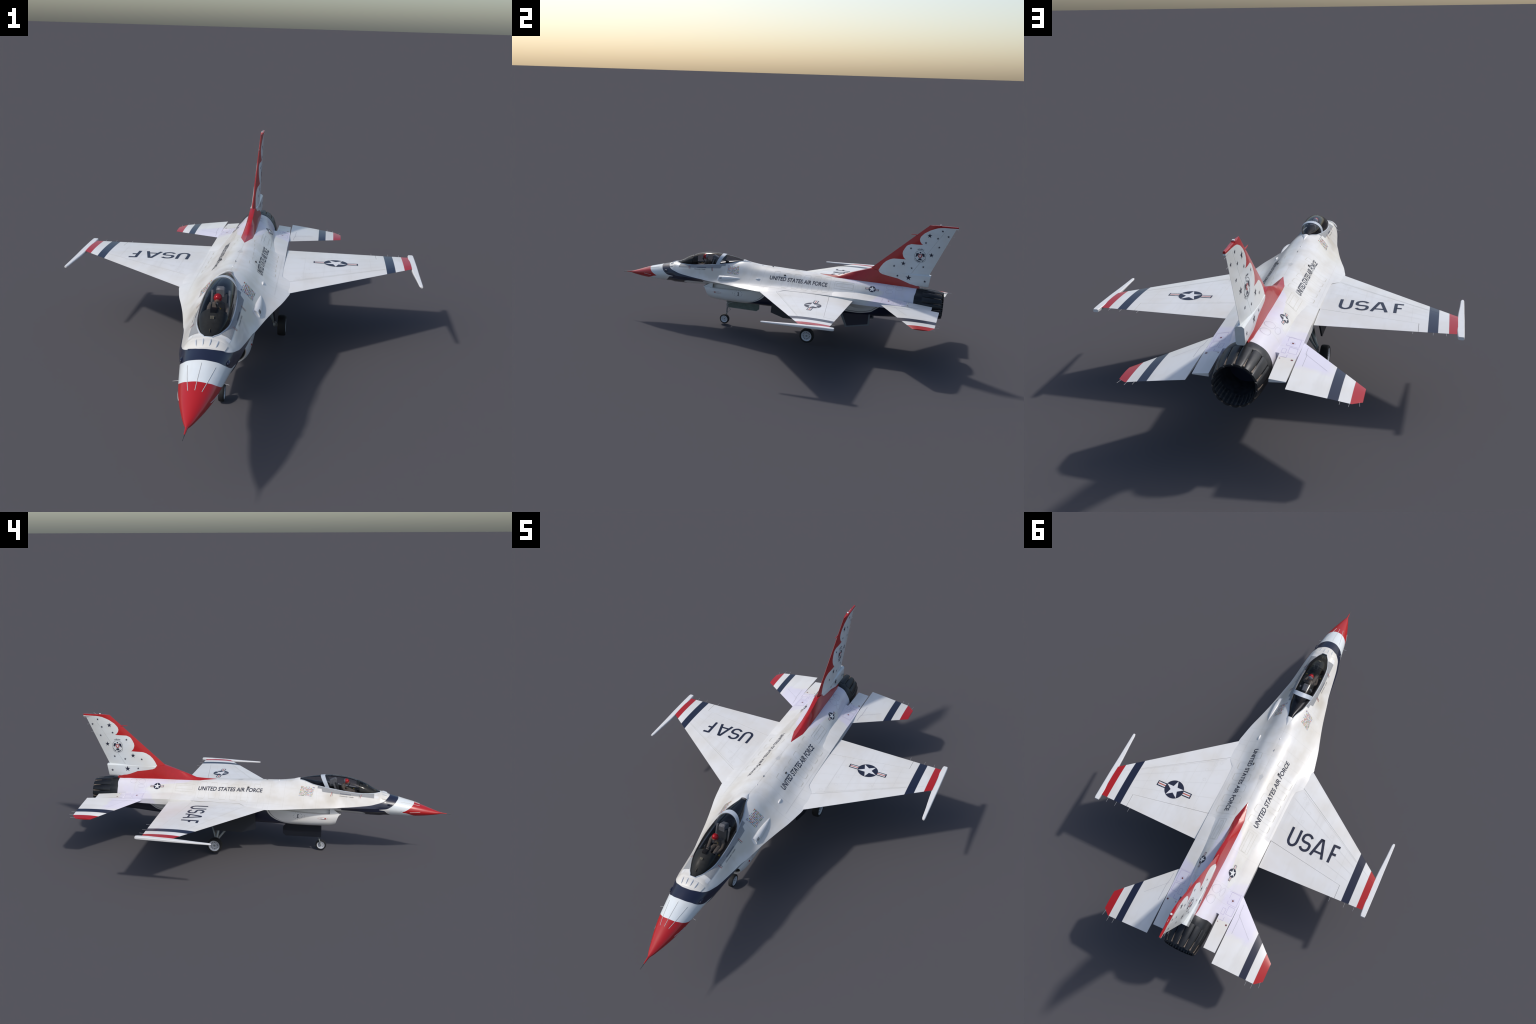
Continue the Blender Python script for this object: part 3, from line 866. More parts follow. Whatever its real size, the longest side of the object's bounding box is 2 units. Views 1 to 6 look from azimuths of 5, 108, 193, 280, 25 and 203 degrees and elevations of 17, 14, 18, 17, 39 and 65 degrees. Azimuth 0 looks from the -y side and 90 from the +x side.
hc = th.mix(th.step(th.math('ADD', hy, th.mul(th.noise(120, 1), .006)), -.4400, .0004), (.80, .010, .014), (.6, .62, .66))  # red brightened to make up for light lost through the canopy tint
make('helmet', vv, F, th.finish(hc, .12, .2, .6), PILOT, 60)
V, F = tube([(0, -.4620, .3920), (0, -.4665, .3895), (0, -.4640, .3800), (.004, -.4500, .368)], [.0055, .0048, .0024, .0024], 10); make('oxygen_mask', V, F, M_SEATD, PILOT, 50)
for s in (1, -1):
    V, F = tube([(s*.0205, -.431, .377), (s*.0275, -.436, .366), (s*.0290, -.450, .352), (s*.0230, -.480, .3475)], [.0075, .0068, .0060, .0048], 12); make('arm', V, F, M_SUIT, PILOT, 50)
    V, F = ellipsoid((s*.0225, -.484, .3475), (.0045, .0065, .0042)); make('hand', V, F, M_SEATD, PILOT, 60)
    V, F = tube([(s*.009, -.430, .338), (s*.012, -.470, .346), (s*.013, -.500, .342), (s*.013, -.515, .325)], [.0095, .0090, .0080, .006], 12); make('leg', V, F, M_SUIT, PILOT, 50)
V, F = mesh_join([box(.006, .010, -.4460, -.4445, .366, .369)]); make('chest_patch', V, F, plain('patch_yellow', (.5, .35, .02), .6), PILOT, 20)

# --------------------------------------------------------------------------
# landing gear
# --------------------------------------------------------------------------
def wheel(parent, c, r, w, out, slots):
    """tyre and rim; 'out' = side of the shown rim face"""
    h = w/2
    prof = [(r*.66, -h*.80), (r*.78, -h*.98), (r*.90, -h), (r*.965, -h*.82), (r*.995, -h*.45), (r, 0), (r*.995, h*.45), (r*.965, h*.82), (r*.90, h), (r*.78, h*.98), (r*.66, h*.80)]
    V, F = lathe(prof, 'x', 56, c, True); make('tyre', V, F, M_TYRE, parent, 40)
    prof = [(0, -h*.50), (r*.30, -h*.50), (r*.33, -h*.62), (r*.52, -h*.62), (r*.60, -h*.80), (r*.72, -h*.92), (r*.73, -h*.80), (r*.64, -h*.3),
            (r*.64, h*.3), (r*.73, h*.80), (r*.72, h*.92), (r*.60, h*.80), (r*.52, h*.62), (r*.33, h*.62), (r*.30, h*.50), (0, h*.50)]
    V, F = lathe(prof, 'x', 48, c); rim = make('rim', V, F, M_RIM, parent, 30)
    parts = []
    for side in (1, -1):
        for k in range(slots):
            a = 2*math.pi*k/slots; M = Matrix.Translation(c) @ Matrix.Rotation(a, 4, 'X')
            parts.append(transform(box(min(side*h*.60, side*h*.66), max(side*h*.60, side*h*.66), -r*.035, r*.035, r*.37, r*.51), M))
    V, F = mesh_join(parts); ob = make('rim_slot', V, F, M_BLACK, rim, 20); ob['kind'] = 'stuff'
    V, F = lathe([(0, -h*.7), (r*.12, -h*.7), (r*.14, -h*.6), (r*.14, h*.6), (r*.12, h*.7), (0, h*.7)], 'x', 20, c); make('hub', V, F, M_STEEL, rim, 30)

NOSEG = bpy.data.objects.new('nose_landing_gear', None); link(NOSEG, ROOT)
wheel(NOSEG, (0, -.3215, .0292), .0292, .0190, 1, 8)
V, F = tube([(0, -.296, .165), (0, -.3035, .112)], .0062, 14); S = make('strut', V, F, M_STEEL, NOSEG, 40)
V, F = tube([(0, -.3030, .115), (0, -.3090, .074)], .0048, 14); make('oleo_piston', V, F, M_OLEO, NOSEG, 40)
V, F = mesh_join([tube([(0, -.3088, .078), (-.0125, -.312, .066), (-.0145, -.319, .040), (-.0145, -.3215, .030)], .0036, 10), tube([(-.017, -.3215, .030), (.006, -.3215, .030)], .0035, 10), tube([(-.007, -.3060, .098), (.007, -.3060, .098)], .0035, 10)])
make('wheel_fork', V, F, M_STEEL, NOSEG, 40)
V, F = mesh_join([tube([(0, -.3000, .106), (0, -.2850, .091), (0, -.3060, .070)], .0016, 8)]); make('torque_link', V, F, M_STEEL, NOSEG, 40)
V, F = mesh_join([tube([(s*.006, -.298, .128), (s*.010, -.245, .150), (s*.012, -.22, .156)], .0024, 8) for s in (1, -1)]); make('drag_brace', V, F, M_STEEL, NOSEG, 40)
V, F = mesh_join([tube([(0, -.300, .125), (0, -.288, .155)], .002, 8), box(-.009, .009, -.3095, -.302, .121, .131)]); make('landing_light', V, F, M_OLEO, NOSEG, 40)
# nose gear door: chamfered panel hanging on the right side
out = [(-.326, .155), (-.326, .0900), (-.1335, .0875), (-.1180, .1010), (-.1180, .1390), (-.1330, .1550)]
V = [(-.0405, y, z) for y, z in out]+[(-.0445, y, z) for y, z in out]; n = len(out)
F = [tuple(range(n)), tuple(range(n, 2*n))]+[(k, (k+1) % n, n+(k+1) % n, n+k) for k in range(n)]
M_DOOR = plain('dark_door_paint', (.007, .009, .016), .45)  # navy darkened to offset bounce light on the doors
door = make('nose_gear_door', V, F, [M_GREEN, M_DOOR], ROOT, 20, [0, 1]+[1]*n)
rib = [(-.318, .147), (-.318, .0975), (-.137, .095), (-.126, .105), (-.126, .135), (-.137, .147)]
V = [(-.0403, y, z) for y, z in rib]+[(-.0392, y*.97-.007, .121+(z-.121)*.82) for y, z in rib]
V, F = V, [tuple(range(n, 2*n))]+[(k, (k+1) % n, n+(k+1) % n, n+k) for k in range(n)]
make('door_stiffener', V, F, M_GREEN, door, 20)
V, F = mesh_join([tube([(-.0385, yy, .152), (-.030, yy, .162)], .002, 8) for yy in (-.30, -.265, -.225, -.15)]); make('door_hinge', V, F, M_STEEL, door, 30)
V, F = ellipsoid((-.0388, -.160, .1405), (.0015, .003, .003)); make('door_latch', V, F, M_BLACK, door, 50)

for sgn in (1, -1):
    G = bpy.data.objects.new('main_landing_gear', None); link(G, ROOT)
    wheel(G, (sgn*.1580, .2360, .0525), .0412, .0315, sgn, 12)
    V, F = tube([(sgn*.070, .205, .215), (sgn*.128, .232, .080)], .0068, 14); make('strut', V, F, M_STEEL, G, 40)
    V, F = tube([(sgn*.120, .228, .098), (sgn*.133, .2345, .058)], .0050, 14); make('oleo_piston', V, F, M_OLEO, G, 40)
    V, F = mesh_join([tube([(sgn*.128, .236, .0525), (sgn*.165, .236, .0525)], .0060, 12), ellipsoid((sgn*.131, .2345, .055), (.008, .009, .010))]); make('axle', V, F, M_STEEL, G, 40)
    V, F = mesh_join([tube([(sgn*.126, .226, .075), (sgn*.075, .130, .190)], .0058, 12), tube([(sgn*.1275, .236, .072), (sgn*.070, .285, .200)], .0046, 12)]); make('drag_brace', V, F, M_STEEL, G, 40)
    V, F = mesh_join([tube([(sgn*.060, .220, .185), (sgn*.100, .239, .120), (sgn*.129, .241, .075)], .0019, 8), tube([(sgn*.066, .214, .205), (sgn*.112, .222, .112), (sgn*.124, .226, .066)], .0015, 8)]); make('brake_hose', V, F, plain('hose_tan', (.35, .30, .22), .5), G, 40)
    # large side door
    prof = [(.020, .272), (.0165, .200), (.0145, .1545), (.0900, .1320), (.240, .1335), (.240, .272)]
    n = len(prof)
    xo = lambda z: sgn*(.122+.026*min(1, (.272-z)/.13)**.8)
    V = [(xo(z), y, z) for y, z in prof]+[(xo(z)-sgn*.006, y, z) for y, z in prof]
    F = [tuple(range(n)), tuple(range(n, 2*n))]+[(k, (k+1) % n, n+(k+1) % n, n+k) for k in range(n)]
    make('main_gear_door', V, F, [M_DOOR, M_GREEN], ROOT, 20, [0, 1]+[0]*n)

# --------------------------------------------------------------------------
# small fittings on the body
# --------------------------------------------------------------------------
V, F = tube([(0, -.944, .2524), (0, -.962, .2512), (0, -.9765, .2503)], [.0042, .0028, .0018], 12); P = make('pitot_probe', V, F, M_RED, ROOT, 50)
V, F = tube([(0, -.9765, .2503), (0, -.9998, .2487)], [.0017, .0009], 8); make('pitot_tip', V, F, plain('probe_steel', (.10, .10, .10), .4, .5), P, 50)

BODY_BVH = None
def bvh_of(obs):
    V, F = [], []
    for ob in obs:
        o = len(V); V += [tuple(v.co) for v in ob.data.vertices]; F += [tuple(i+o for i in p.vertices) for p in ob.data.polygons]
    return BVHTree.FromPolygons(V, F)
B_FUS = bvh_of([FUS, RADOME])
def at(bvh, o, d):
    h = bvh.ray_cast(Vector(o), Vector(d).normalized())
    return h[0], h[1]
def surf(y, z, sgn=1):
    """point and normal on the body side, seen along x"""
    p, n = at(B_FUS, (sgn*.6, y, z), (-sgn, 0, 0)); return p, n

# lightning strips along the radome
strips = []
for ang in (0, 42, -42, 100, -100):
    a = math.radians(ang); path = []
    y0, y1 = (-.835, -.735) if abs(ang) < 90 else (-.838, -.785)
    for y in np.linspace(y0, y1, 14):
        p, n = at(B_FUS, (.3*math.sin(a), y, .272+.3*math.cos(a)), (-math.sin(a), 0, -math.cos(a)))
        if p: path.append(tuple(p+n*.0003))
    strips.append(tube(path, .0009, 6))
V, F = mesh_join(strips); ob = make('lightning_strip', V, F, plain('strip_pale', (.6, .6, .58), .4), RADOME, 50); ob['kind'] = 'stuff'
for sgn in (1, -1):
    p, n = surf(-.742, .272, sgn)
    V, F = tube([tuple(p-n*.002), tuple(p+n*.016)], [.0009, .0004], 8); make('air_data_probe', V, F, M_WICK, RADOME, 50)
    # teardrop sensor blister on the navy collar
    p, n = surf(-.6785, .303, sgn)
    V, F = ellipsoid(p, (.0050, .0135, .0055)); make('sensor_blister', V, F, M_NAVY, FUS, 60)
    # round blister on the shoulder (left only) and dark vents
    p, n = surf(.0668, .3577, sgn)
    V, F = ellipsoid(p, (.0035, .0070, .0050), rot=None); make('vent', V, F, plain('vent_dark', (.05, .05, .05), .6), FUS, 60)
    # intake side light
    V, F = ellipsoid((sgn*.0925, -.3400, .2165), (.0030, .0160, .0034)); lamp = make('side_light_fairing', V, F, M_WHITEP, INTAKE, 60)
    V, F = ellipsoid((sgn*.0938, -.3490, .2168), (.0030, .0050, .0030)); make('side_light', V, F, plain('lamp_red', (.35, .02, .01), .25), lamp, 60)
p, n = surf(-.0813, .329, 1)
V, F = ellipsoid(tuple(p-n*.001), (.0052, .0155, .0065)); make('antenna_blister', V, F, M_WHITEP, FUS, 60)
# gun fairing on the left shoulder
rows = []
for y, up, dn, h in [(-.333, .0130, .0125, .0050), (-.322, .0122, .0125, .0095), (-.305, .0115, .0125, .0120), (-.27, .0100, .0108, .0125), (-.23, .0070, .0075, .0090), (-.195, .0032, .0032, .0040), (-.177, .0004, .0004, .0003)]:
    zc = .3078+(y+.333)*.090
    ring = []
    for k in range(11):
        a = math.pi*k/10; zz = zc+(up if k < 5 else dn)*math.cos(a)
        p, n = surf(y, zz, 1)
        yy = y + (.014*math.sin(a) if y < -.325 else 0)
        ring.append(tuple(p+Vector((n.x, 0, n.z)).normalized()*(h*math.sin(a)-.0015)+Vector((0, yy-y, 0))))
    rows.append(ring)
V, F = loft(rows, True, True, True); GUN = make('gun_fairing', V, F, M_WHITEP, FUS, 40)
slots = []
bv = bvh_of([GUN])
for k in range(3):
    y = -.3125+.0048*k; path = []
    for zz in np.linspace(.3065, .3165, 6):
        p, n = at(bv, (.4, y, zz+.001*k), (-1, 0, 0))
        if p: path.append(tuple(p))
    if len(path) > 2: slots.append(tube(path, .0011, 6))
V, F = mesh_join(slots); ob = make('gun_gas_vent', V, F, M_BLACK, GUN, 40); ob['kind'] = 'stuff'
# four identification aerials ahead of the windshield, on a low plate
plate = []
for y in (-.672, -.662, -.640, -.634):
    row = []
    for a in np.linspace(-50, 50, 15):
        t_ = math.radians(a); p, n = at(B_FUS, (.3*math.sin(t_), y, .285+.3*math.cos(t_)), (-math.sin(t_), 0, -math.cos(t_)))
        lift = .0022 if -.67 < y < -.636 else -.0010
        row.append(tuple(p+n*lift))
    plate.append(row)
V, F = loft(plate, False); make('aerial_plate', V, F, M_FUS, FUS, 50)
blades = []
for ang in (-27, -9, 9, 27):
    t_ = math.radians(ang); pts = []
    for y, h, w in ((-.667, .0003, .0004), (-.660, .0050, .0018), (-.645, .0052, .0020), (-.637, .0015, .0008)):
        p, n = at(B_FUS, (.3*math.sin(t_), y, .285+.3*math.cos(t_)), (-math.sin(t_), 0, -math.cos(t_)))
        side = Vector((math.cos(t_), 0, -math.sin(t_)))
        pts.append([tuple(p-n*.001-side*w), tuple(p+n*h-side*w*.6), tuple(p+n*h+side*w*.6), tuple(p-n*.001+side*w)])
    blades.append(loft(pts, True, True, True))
for b in blades: make('blade_aerial', b[0], b[1], M_PALE, FUS, 30)
# spine fittings
V, F = ellipsoid((0, -.0896, half_section(-.0896)[0][1]), (.0030, .0045, .0025)); make('spine_light', V, F, M_WHITEP, FUS, 60)
zt = half_section(-.028)[0][1]
V, F = loft([[(-.0012, -.034, zt-.002), (.0012, -.034, zt-.002), (.0012, -.020, zt-.002), (-.0012, -.020, zt-.002)], [(-.0008, -.026, zt+.0050), (.0008, -.026, zt+.0050), (.0008, -.021, zt+.0050), (-.0008, -.021, zt+.0050)]], True, True, True)
make('blade_antenna', V, F, M_GREY, FUS, 20)
V, F = loft([[(-.0055, -.700, .2330), (.0055, -.700, .2330), (.0045, -.688, .2330), (-.0045, -.688, .2330)], [(-.003, -.699, .2262), (.003, -.699, .2262), (.0025, -.692, .2262), (-.0025, -.692, .2262)]], True, True, True)
make('temperature_probe', V, F, M_WHITEP, FUS, 20)

# --------------------------------------------------------------------------
# markings: thin paint films laid on the surfaces by projection
# --------------------------------------------------------------------------
def flat_text(body, bold=0.0, shear=0.0, space=1.0):
    """built-in lettering as flat triangles, normalised to the unit box"""
    cu = bpy.data.curves.new('lettering', 'FONT'); cu.body = body; cu.offset = bold; cu.shear = shear
    cu.resolution_u = 6; cu.space_character = space; cu.fill_mode = 'FRONT'
    ob = bpy.data.objects.new('lettering', cu); COL.objects.link(ob)
    dg = bpy.context.evaluated_depsgraph_get(); ev = ob.evaluated_get(dg); me = ev.to_mesh()
    V = np.array([v.co[:2] for v in me.vertices]); F = [tuple(p.vertices) for p in me.polygons]
    ev.to_mesh_clear(); bpy.data.objects.remove(ob); bpy.data.curves.remove(cu)
    V = (V-V.min(0))/(V.max(0)-V.min(0))
    return [tuple(v) for v in V], F

def poly(pts): return [tuple(p) for p in pts], [tuple(range(len(pts)))]
def star_pts(cx, cy, r, up=math.pi/2, inner=.382):
    return [(cx+(r if k % 2 == 0 else r*inner)*math.cos(up+k*math.pi/5), cy+(r if k % 2 == 0 else r*inner)*math.sin(up+k*math.pi/5)) for k in range(10)]
def disc(cx, cy, r, n=40, ry=None): return [(cx+r*math.cos(2*math.pi*k/n), cy+(ry or r)*math.sin(2*math.pi*k/n)) for k in range(n)]
def fan(pts, c): return [tuple(p) for p in pts]+[tuple(c)], [(k, (k+1) % len(pts), len(pts)) for k in range(len(pts))]
def rect(x0, x1, y0, y1): return [(x0, y0), (x1, y0), (x1, y1), (x0, y1)]
def ring2(a, b): 
    n = len(a); return list(a)+list(b), [(k, (k+1) % n, n+(k+1) % n, n+k) for k in range(n)]
def rounded(x0, x1, y0, y1, r, n=4):
    P = []
    for cx, cy, a0 in ((x1-r, y1-r, 0), (x0+r, y1-r, 90), (x0+r, y0+r, 180), (x1-r, y0+r, 270)):
        P += [(cx+r*math.cos(math.radians(a0+90*k/n)), cy+r*math.sin(math.radians(a0+90*k/n))) for k in range(n+1)]
    return P
def frame(x0, x1, y0, y1, w, r=None):
    r = r or w*1.5
    return ring2(rounded(x0, x1, y0, y1, r), rounded(x0+w, x1-w, y0+w, y1-w, max(r-w, w*.2)))
def stroke(pts, w):
    P = [Vector((a, b)) for a, b in pts]; L, R = [], []
    for i, p in enumerate(P):
        d = (P[min(i+1, len(P)-1)]-P[max(i-1, 0)]).normalized(); n = Vector((-d.y, d.x))*w*.5
        L.append(tuple(p+n)); R.append(tuple(p-n))
    n = len(P); return L+R, [(k, k+1, n+k+1, n+k) for k in range(n-1)]

def film(name, shapes, place, mat, parent, maxlen=.007, stuff=False):
    """shapes: [(2d verts, faces)]; place(a, b) -> 3d point on the skin"""
    V, F = mesh_join([([(a, b, 0) for a, b in v], f) for v, f in shapes])
    me = bpy.data.meshes.new(name); me.from_pydata(V, [], F)
    bm = bmesh.new(); bm.from_mesh(me); bmesh.ops.triangulate(bm, faces=bm.faces)
    for _ in range(6):
        E = [e for e in bm.edges if e.calc_length() > maxlen]
        if not E: break
        bmesh.ops.subdivide_edges(bm, edges=E, cuts=1); bmesh.ops.triangulate(bm, faces=[f for f in bm.faces if len(f.verts) > 3])
    dead = []
    for v in bm.verts:
        p = place(v.co.x, v.co.y)
        if p is None: dead.append(v)
        else: v.co = p
    if dead: bmesh.ops.delete(bm, geom=dead, context='VERTS')
    bm.to_mesh(me); bm.free(); me.materials.append(mat)
    me.polygons.foreach_set('use_smooth', [True]*len(me.polygons))
    ob = link(bpy.data.objects.new(name, me), parent)
    if stuff: ob['kind'] = 'stuff'
    return ob

def side_of(bvh, sgn, off=.00045):
    def f(a, b):
        h = bvh.ray_cast(Vector((sgn*.7, a, b)), Vector((-sgn, 0, 0)))
        if h[0] is None or h[0].x*sgn < -.001: return None
        n = h[1] if h[1].x*sgn > 0 else -h[1]
        return h[0]+n*off
    return f
def top_of(bvh, off=.0005):
    def f(a, b):
        h = bvh.ray_cast(Vector((a, b, .9)), Vector((0, 0, -1)))
        return None if h[0] is None else h[0]+Vector((0, 0, off))
    return f

def meshes(*names): return [o for o in bpy.data.objects if o.type == 'MESH' and o.name.split('.')[0] in names]
B_WING = bvh_of(meshes('wing', 'flaperon', 'leading_edge_flap'))
B_FINS = bvh_of(meshes('vertical_fin', 'rudder', 'fin_base_fairing', 'fin_cap'))
B_INT = bvh_of([INTAKE])
B_SHELF = bvh_of(meshes('aft_side_body', 'speed_brake'))
B_STAB = bvh_of(meshes('horizontal_stabilizer'))
M_MARK = plain('navy_marking', (.016, .020, .045), .4, grain=.15); M_MARKW = plain('white_marking', (.78, .78, .78), .4, grain=.05)
M_ORANGE = plain('stripe_red', (.50, .10, .06), .4); M_LINE = plain('panel_joint', (.64, .61, .53), .6, grain=.2)
M_FAINT = plain('faint_joint', (.69, .68, .65), .6, grain=.15); M_VIOLET = plain('violet_joint', (.45, .38, .62), .6); M_RUST = plain('rust_mark', (.20, .06, .07), .6)

def lettering(body, place, box_pts, parent, name='lettering', bold=0.0, shear=0.0, mat=None, maxlen=.007, space=1.0):
    """box_pts: 2d corners lower-left, lower-right, upper-left"""
    V, F = flat_text(body, bold, shear, space); o, ux, uy = (Vector(p) for p in box_pts)
    W = [tuple(o+(ux-o)*a+(uy-o)*b) for a, b in V]
    return film(name, [(W, F)], place, mat or M_MARK, parent, maxlen)

# side titles
lettering('UNITED STATES AIR FORCE', side_of(B_FUS, 1), [(-.0160, .3335), (.3200, .3268), (-.0160, .3512)], FUS, bold=.022)
lettering('UNITED STATES AIR FORCE', side_of(B_FUS, -1), [(.3400, .3325), (-.0125, .3408), (.3400, .3490)], FUS, bold=.022, shear=.12)
# wing letters (read from behind)
def arc(cx, cy, rx, ry, a0, a1, n=8): return [(cx+rx*math.cos(math.radians(a0+(a1-a0)*k/n)), cy+ry*math.sin(math.radians(a0+(a1-a0)*k/n))) for k in range(n+1)]
# block letters drawn as broad strokes in a unit cell, then laid on the right wing
BLOCK = {'U': [[(0, 1)]+arc(.5, .30, .5, .30, 180, 360)+[(1, 1)]],
         'S': [arc(.5, .75, .5, .25, 20, 180, 8)+arc(.42, .62, .42, .12, 180, 265, 4)+arc(.58, .38, .42, .12, 85, 0, 4)+arc(.5, .25, .5, .25, 0, -160, 8)],
         'A': [[(0, 0), (.44, 1)], [(.56, 1), (1, 0)], [(.18, .27), (.82, .27)], [(.38, .965), (.62, .965)]],
         'F': [[(.03, 0), (.03, 1)], [(0, .95), (1, .95)], [(0, .50), (.80, .50)]]}
SW = .0120
for ch, x0, x1 in (('U', .2195, .2710), ('S', .2790, .3310), ('A', .3365, .4025), ('F', .4205, .4615)):
    sh = []
    for path in BLOCK[ch]:
        pts = [(-(x0+SW/2+(x1-x0-SW)*a), .3400-(.3400-.2500)*b if ch in 'AF' else .3400-SW/2-(.0900-SW/(1 if ch == 'S' else 2))*b) for a, b in path]
        sh.append(stroke(pts, SW*(.85 if abs(path[0][1]-path[-1][1]) < .01 and ch in 'A' else 1)))
    film('wing_letter', sh, top_of(B_WING), M_MARK, bpy.data.objects['wing.001'], .012)

def roundel(place, c, ax, ay, r, bar_len, bar_h, parent, spin=math.pi/2):
    """national star marking; ax, ay = 2d axes"""
    c, ax, ay = Vector(c), Vector(ax), Vector(ay)
    def tr(shape): return [tuple(c+ax*a+ay*b) for a, b in shape[0]], shape[1]
    k = r*.11
    navy = [tr(fan(disc(0, 0, r, 44), (0, 0)))]
    white, red = [], []
    base = film('roundel', navy, place, M_MARK, parent)
    outl = []
    for s in (1, -1):
        x0, x1 = sorted((s*r*.90, s*bar_len))
        outl.append(tr(poly(rect(x0, x1, -bar_h, bar_h))))
        a0, a1 = sorted((s*r*1.0, s*(bar_len-k)))
        white.append(tr(poly(rect(a0, a1, -bar_h+k, bar_h-k)))); red.append(tr(poly(rect(a0, a1, -bar_h*.20, bar_h*.20))))
    def lifted(d):
        def f(a, b):
            p = place(a, b)
            if p is None: return None
            q = place(a+1e-4, b); s_ = place(a, b+1e-4)
            if q is None or s_ is None: return p
            n = (q-p).cross(s_-p).normalized()
            if n.dot(p-Vector((0, p.y, .27 if abs(p.z-.29) > .012 else .0))) < 0: n = -n
            return p+n*d
        return f
    film('roundel_bar', outl, lifted(-.00012), M_MARK, base); film('roundel_bar_field', white, lifted(.00018), M_MARKW, base)
    film('roundel_stripe', red, lifted(.0003), M_ORANGE, base)
    film('roundel_star', [tr(fan(star_pts(0, 0, r*.97, spin), (0, 0)))], lifted(.00025), M_MARKW, base)
roundel(top_of(B_WING), (.3545, .3125), (1, 0), (0, 1), .0455, .0865, .0130, bpy.data.objects['wing'], -math.pi/2)
for sgn in (1, -1):
    roundel(side_of(B_FUS, sgn), (.5720, .3392), (1, -.045), (0, .68), .0197, .0375, .0064, FUS)
    # fin stars and crest
    sf = side_of(B_FINS, sgn)
    for y, z, r in ((.852, .6534, .0140), (.8687, .5472, .0140), (.7228, .4880, .0140), (.7568, .4117, .0168), (.918, .6838, .0076), (.9499, .6555, .0076), (.8961, .6420, .0076),
                    (.8349, .6127, .0076), (.9063, .5936, .0076), (.7574, .5755, .0076), (.8306, .4779, .0076), (.7693, .4663, .0076), (.6737, .4686, .0076), (.8454, .3998, .0090), (.6959, .4161, .0076)):
        film('star', [fan(star_pts(y, z, r), (y, z))], sf, M_MARK, FIN)
    cy_, cz_ = .8100, .5384
    crest = film('crest', [ring2(disc(cy_, cz_, .0305, 48), disc(cy_, cz_, .0291, 48))], sf, M_MARK, FIN)
    sh = []
    for s in (1, -1):      # plain side panels and tail block
        sh.append(poly([(cy_+s*.0060, cz_+.0150), (cy_+s*.0215, cz_+.0140), (cy_+s*.0250, cz_-.009), (cy_+s*.0190, cz_-.005), (cy_+s*.0120, cz_+.002)]))
    sh += [poly([(cy_-.006, cz_-.0130), (cy_+.006, cz_-.0130), (cy_+.0105, cz_-.0235), (cy_-.0105, cz_-.0235)]), fan(disc(cy_, cz_+.0185, .0042, 16), (cy_, cz_+.0185))]
    film('crest_panel', sh, sf, M_MARK, crest, stuff=True)
    film('crest_disc', [fan(disc(cy_, cz_, .0112, 32), (cy_, cz_))], sf, plain('crest_red', (.42, .02, .025), .4), crest)
    sf2 = side_of(B_FINS, sgn, .0008)
    film('crest_star', [fan(star_pts(cy_, cz_, .0104), (cy_, cz_))], sf2, M_MARKW, crest)
    rib = [(cy_+.034*math.sin(a)*1.0, cz_-.004-.0335*math.cos(a)) for a in np.linspace(-.95, .95, 15)]
    film('crest_ribbon', [stroke(rib, .0012), stroke([(a, b+.0095) for a, b in rib], .0012), stroke([(rib[0][0], rib[0][1]), (rib[0][0], rib[0][1]+.0095)], .0012), stroke([(rib[-1][0], rib[-1][1]), (rib[-1][0], rib[-1][1]+.0095)], .0012),
                          stroke([(a*.86+cy_*.14, b+.0048) for a, b in rib[2:-2]], .0034)], sf, plain('ribbon_ink', (.10, .11, .14), .5), crest, stuff=True)
    # arched letters over the crest
    V, F = flat_text('USAF', .02); W = []
    for a, b in V:
        t_ = (.5-a)*.95; rr = .0345+.0065*b; W.append((cy_+rr*math.sin(t_), cz_+rr*math.cos(t_)))
    film('lettering', [(W, F)], sf, M_MARK, crest)
    # number and ring of small stars on the intake
    si = side_of(B_INT, sgn); cy_, cz_ = -.2038, .2225
    num = [poly(rect(cy_-.0022, cy_+.0022, cz_-.0085, cz_+.0095)), poly(rect(cy_-.0058, cy_+.0058, cz_-.0105, cz_-.0080)), poly([(cy_-.0022, cz_+.0095), (cy_-.0022, cz_+.0060), (cy_-.0062, cz_+.0050), (cy_-.0060, cz_+.0066)])]
    film('numeral', num, si, M_MARK, INTAKE)
    ringst = [fan(star_pts(cy_+.0235*math.cos(a), cz_+.0175*math.sin(a), .0021), (cy_+.0235*math.cos(a), cz_+.0175*math.sin(a))) for a in np.linspace(0, 2*math.pi, 13)[:-1]]
    ringst += [fan(star_pts(cy_-.035, cz_+d, .0018), (cy_-.035, cz_+d)) for d in (-.003, .004)]
    film('small_star', ringst, si, M_MARK, INTAKE, stuff=True)
    film('lamp_outline', [ring2(disc(-.336, .2165, .027, 24, .0050), disc(-.336, .2165, .0262, 24, .0042))], si, M_ORANGE, INTAKE)
    # flags of many nations: rows of tiny coloured bars
    sb = side_of(B_FUS, sgn, .0004)
    pal = [plain('flag_red', (.50, .03, .03), .5), plain('flag_blue', (.04, .10, .36), .5), plain('flag_green', (.05, .26, .08), .5), plain('flag_yellow', (.62, .44, .03), .5), plain('flag_sky', (.25, .50, .70), .5), plain('flag_black', (.05, .04, .04), .5), plain('flag_white', (.75, .75, .75), .5)]
    rf = random.Random(50); shp = {k: [] for k in range(7)}
    rows_, cols_ = 9, 11
    fu, fl, au, al = Vector((-.2890, .3745)), Vector((-.2757, .3332)), Vector((-.2156, .3780)), Vector((-.2058, .3362))
    def flagpt(u, v): return tuple((fu*(1-u)+au*u)*(1-v)+(fl*(1-u)+al*u)*v)
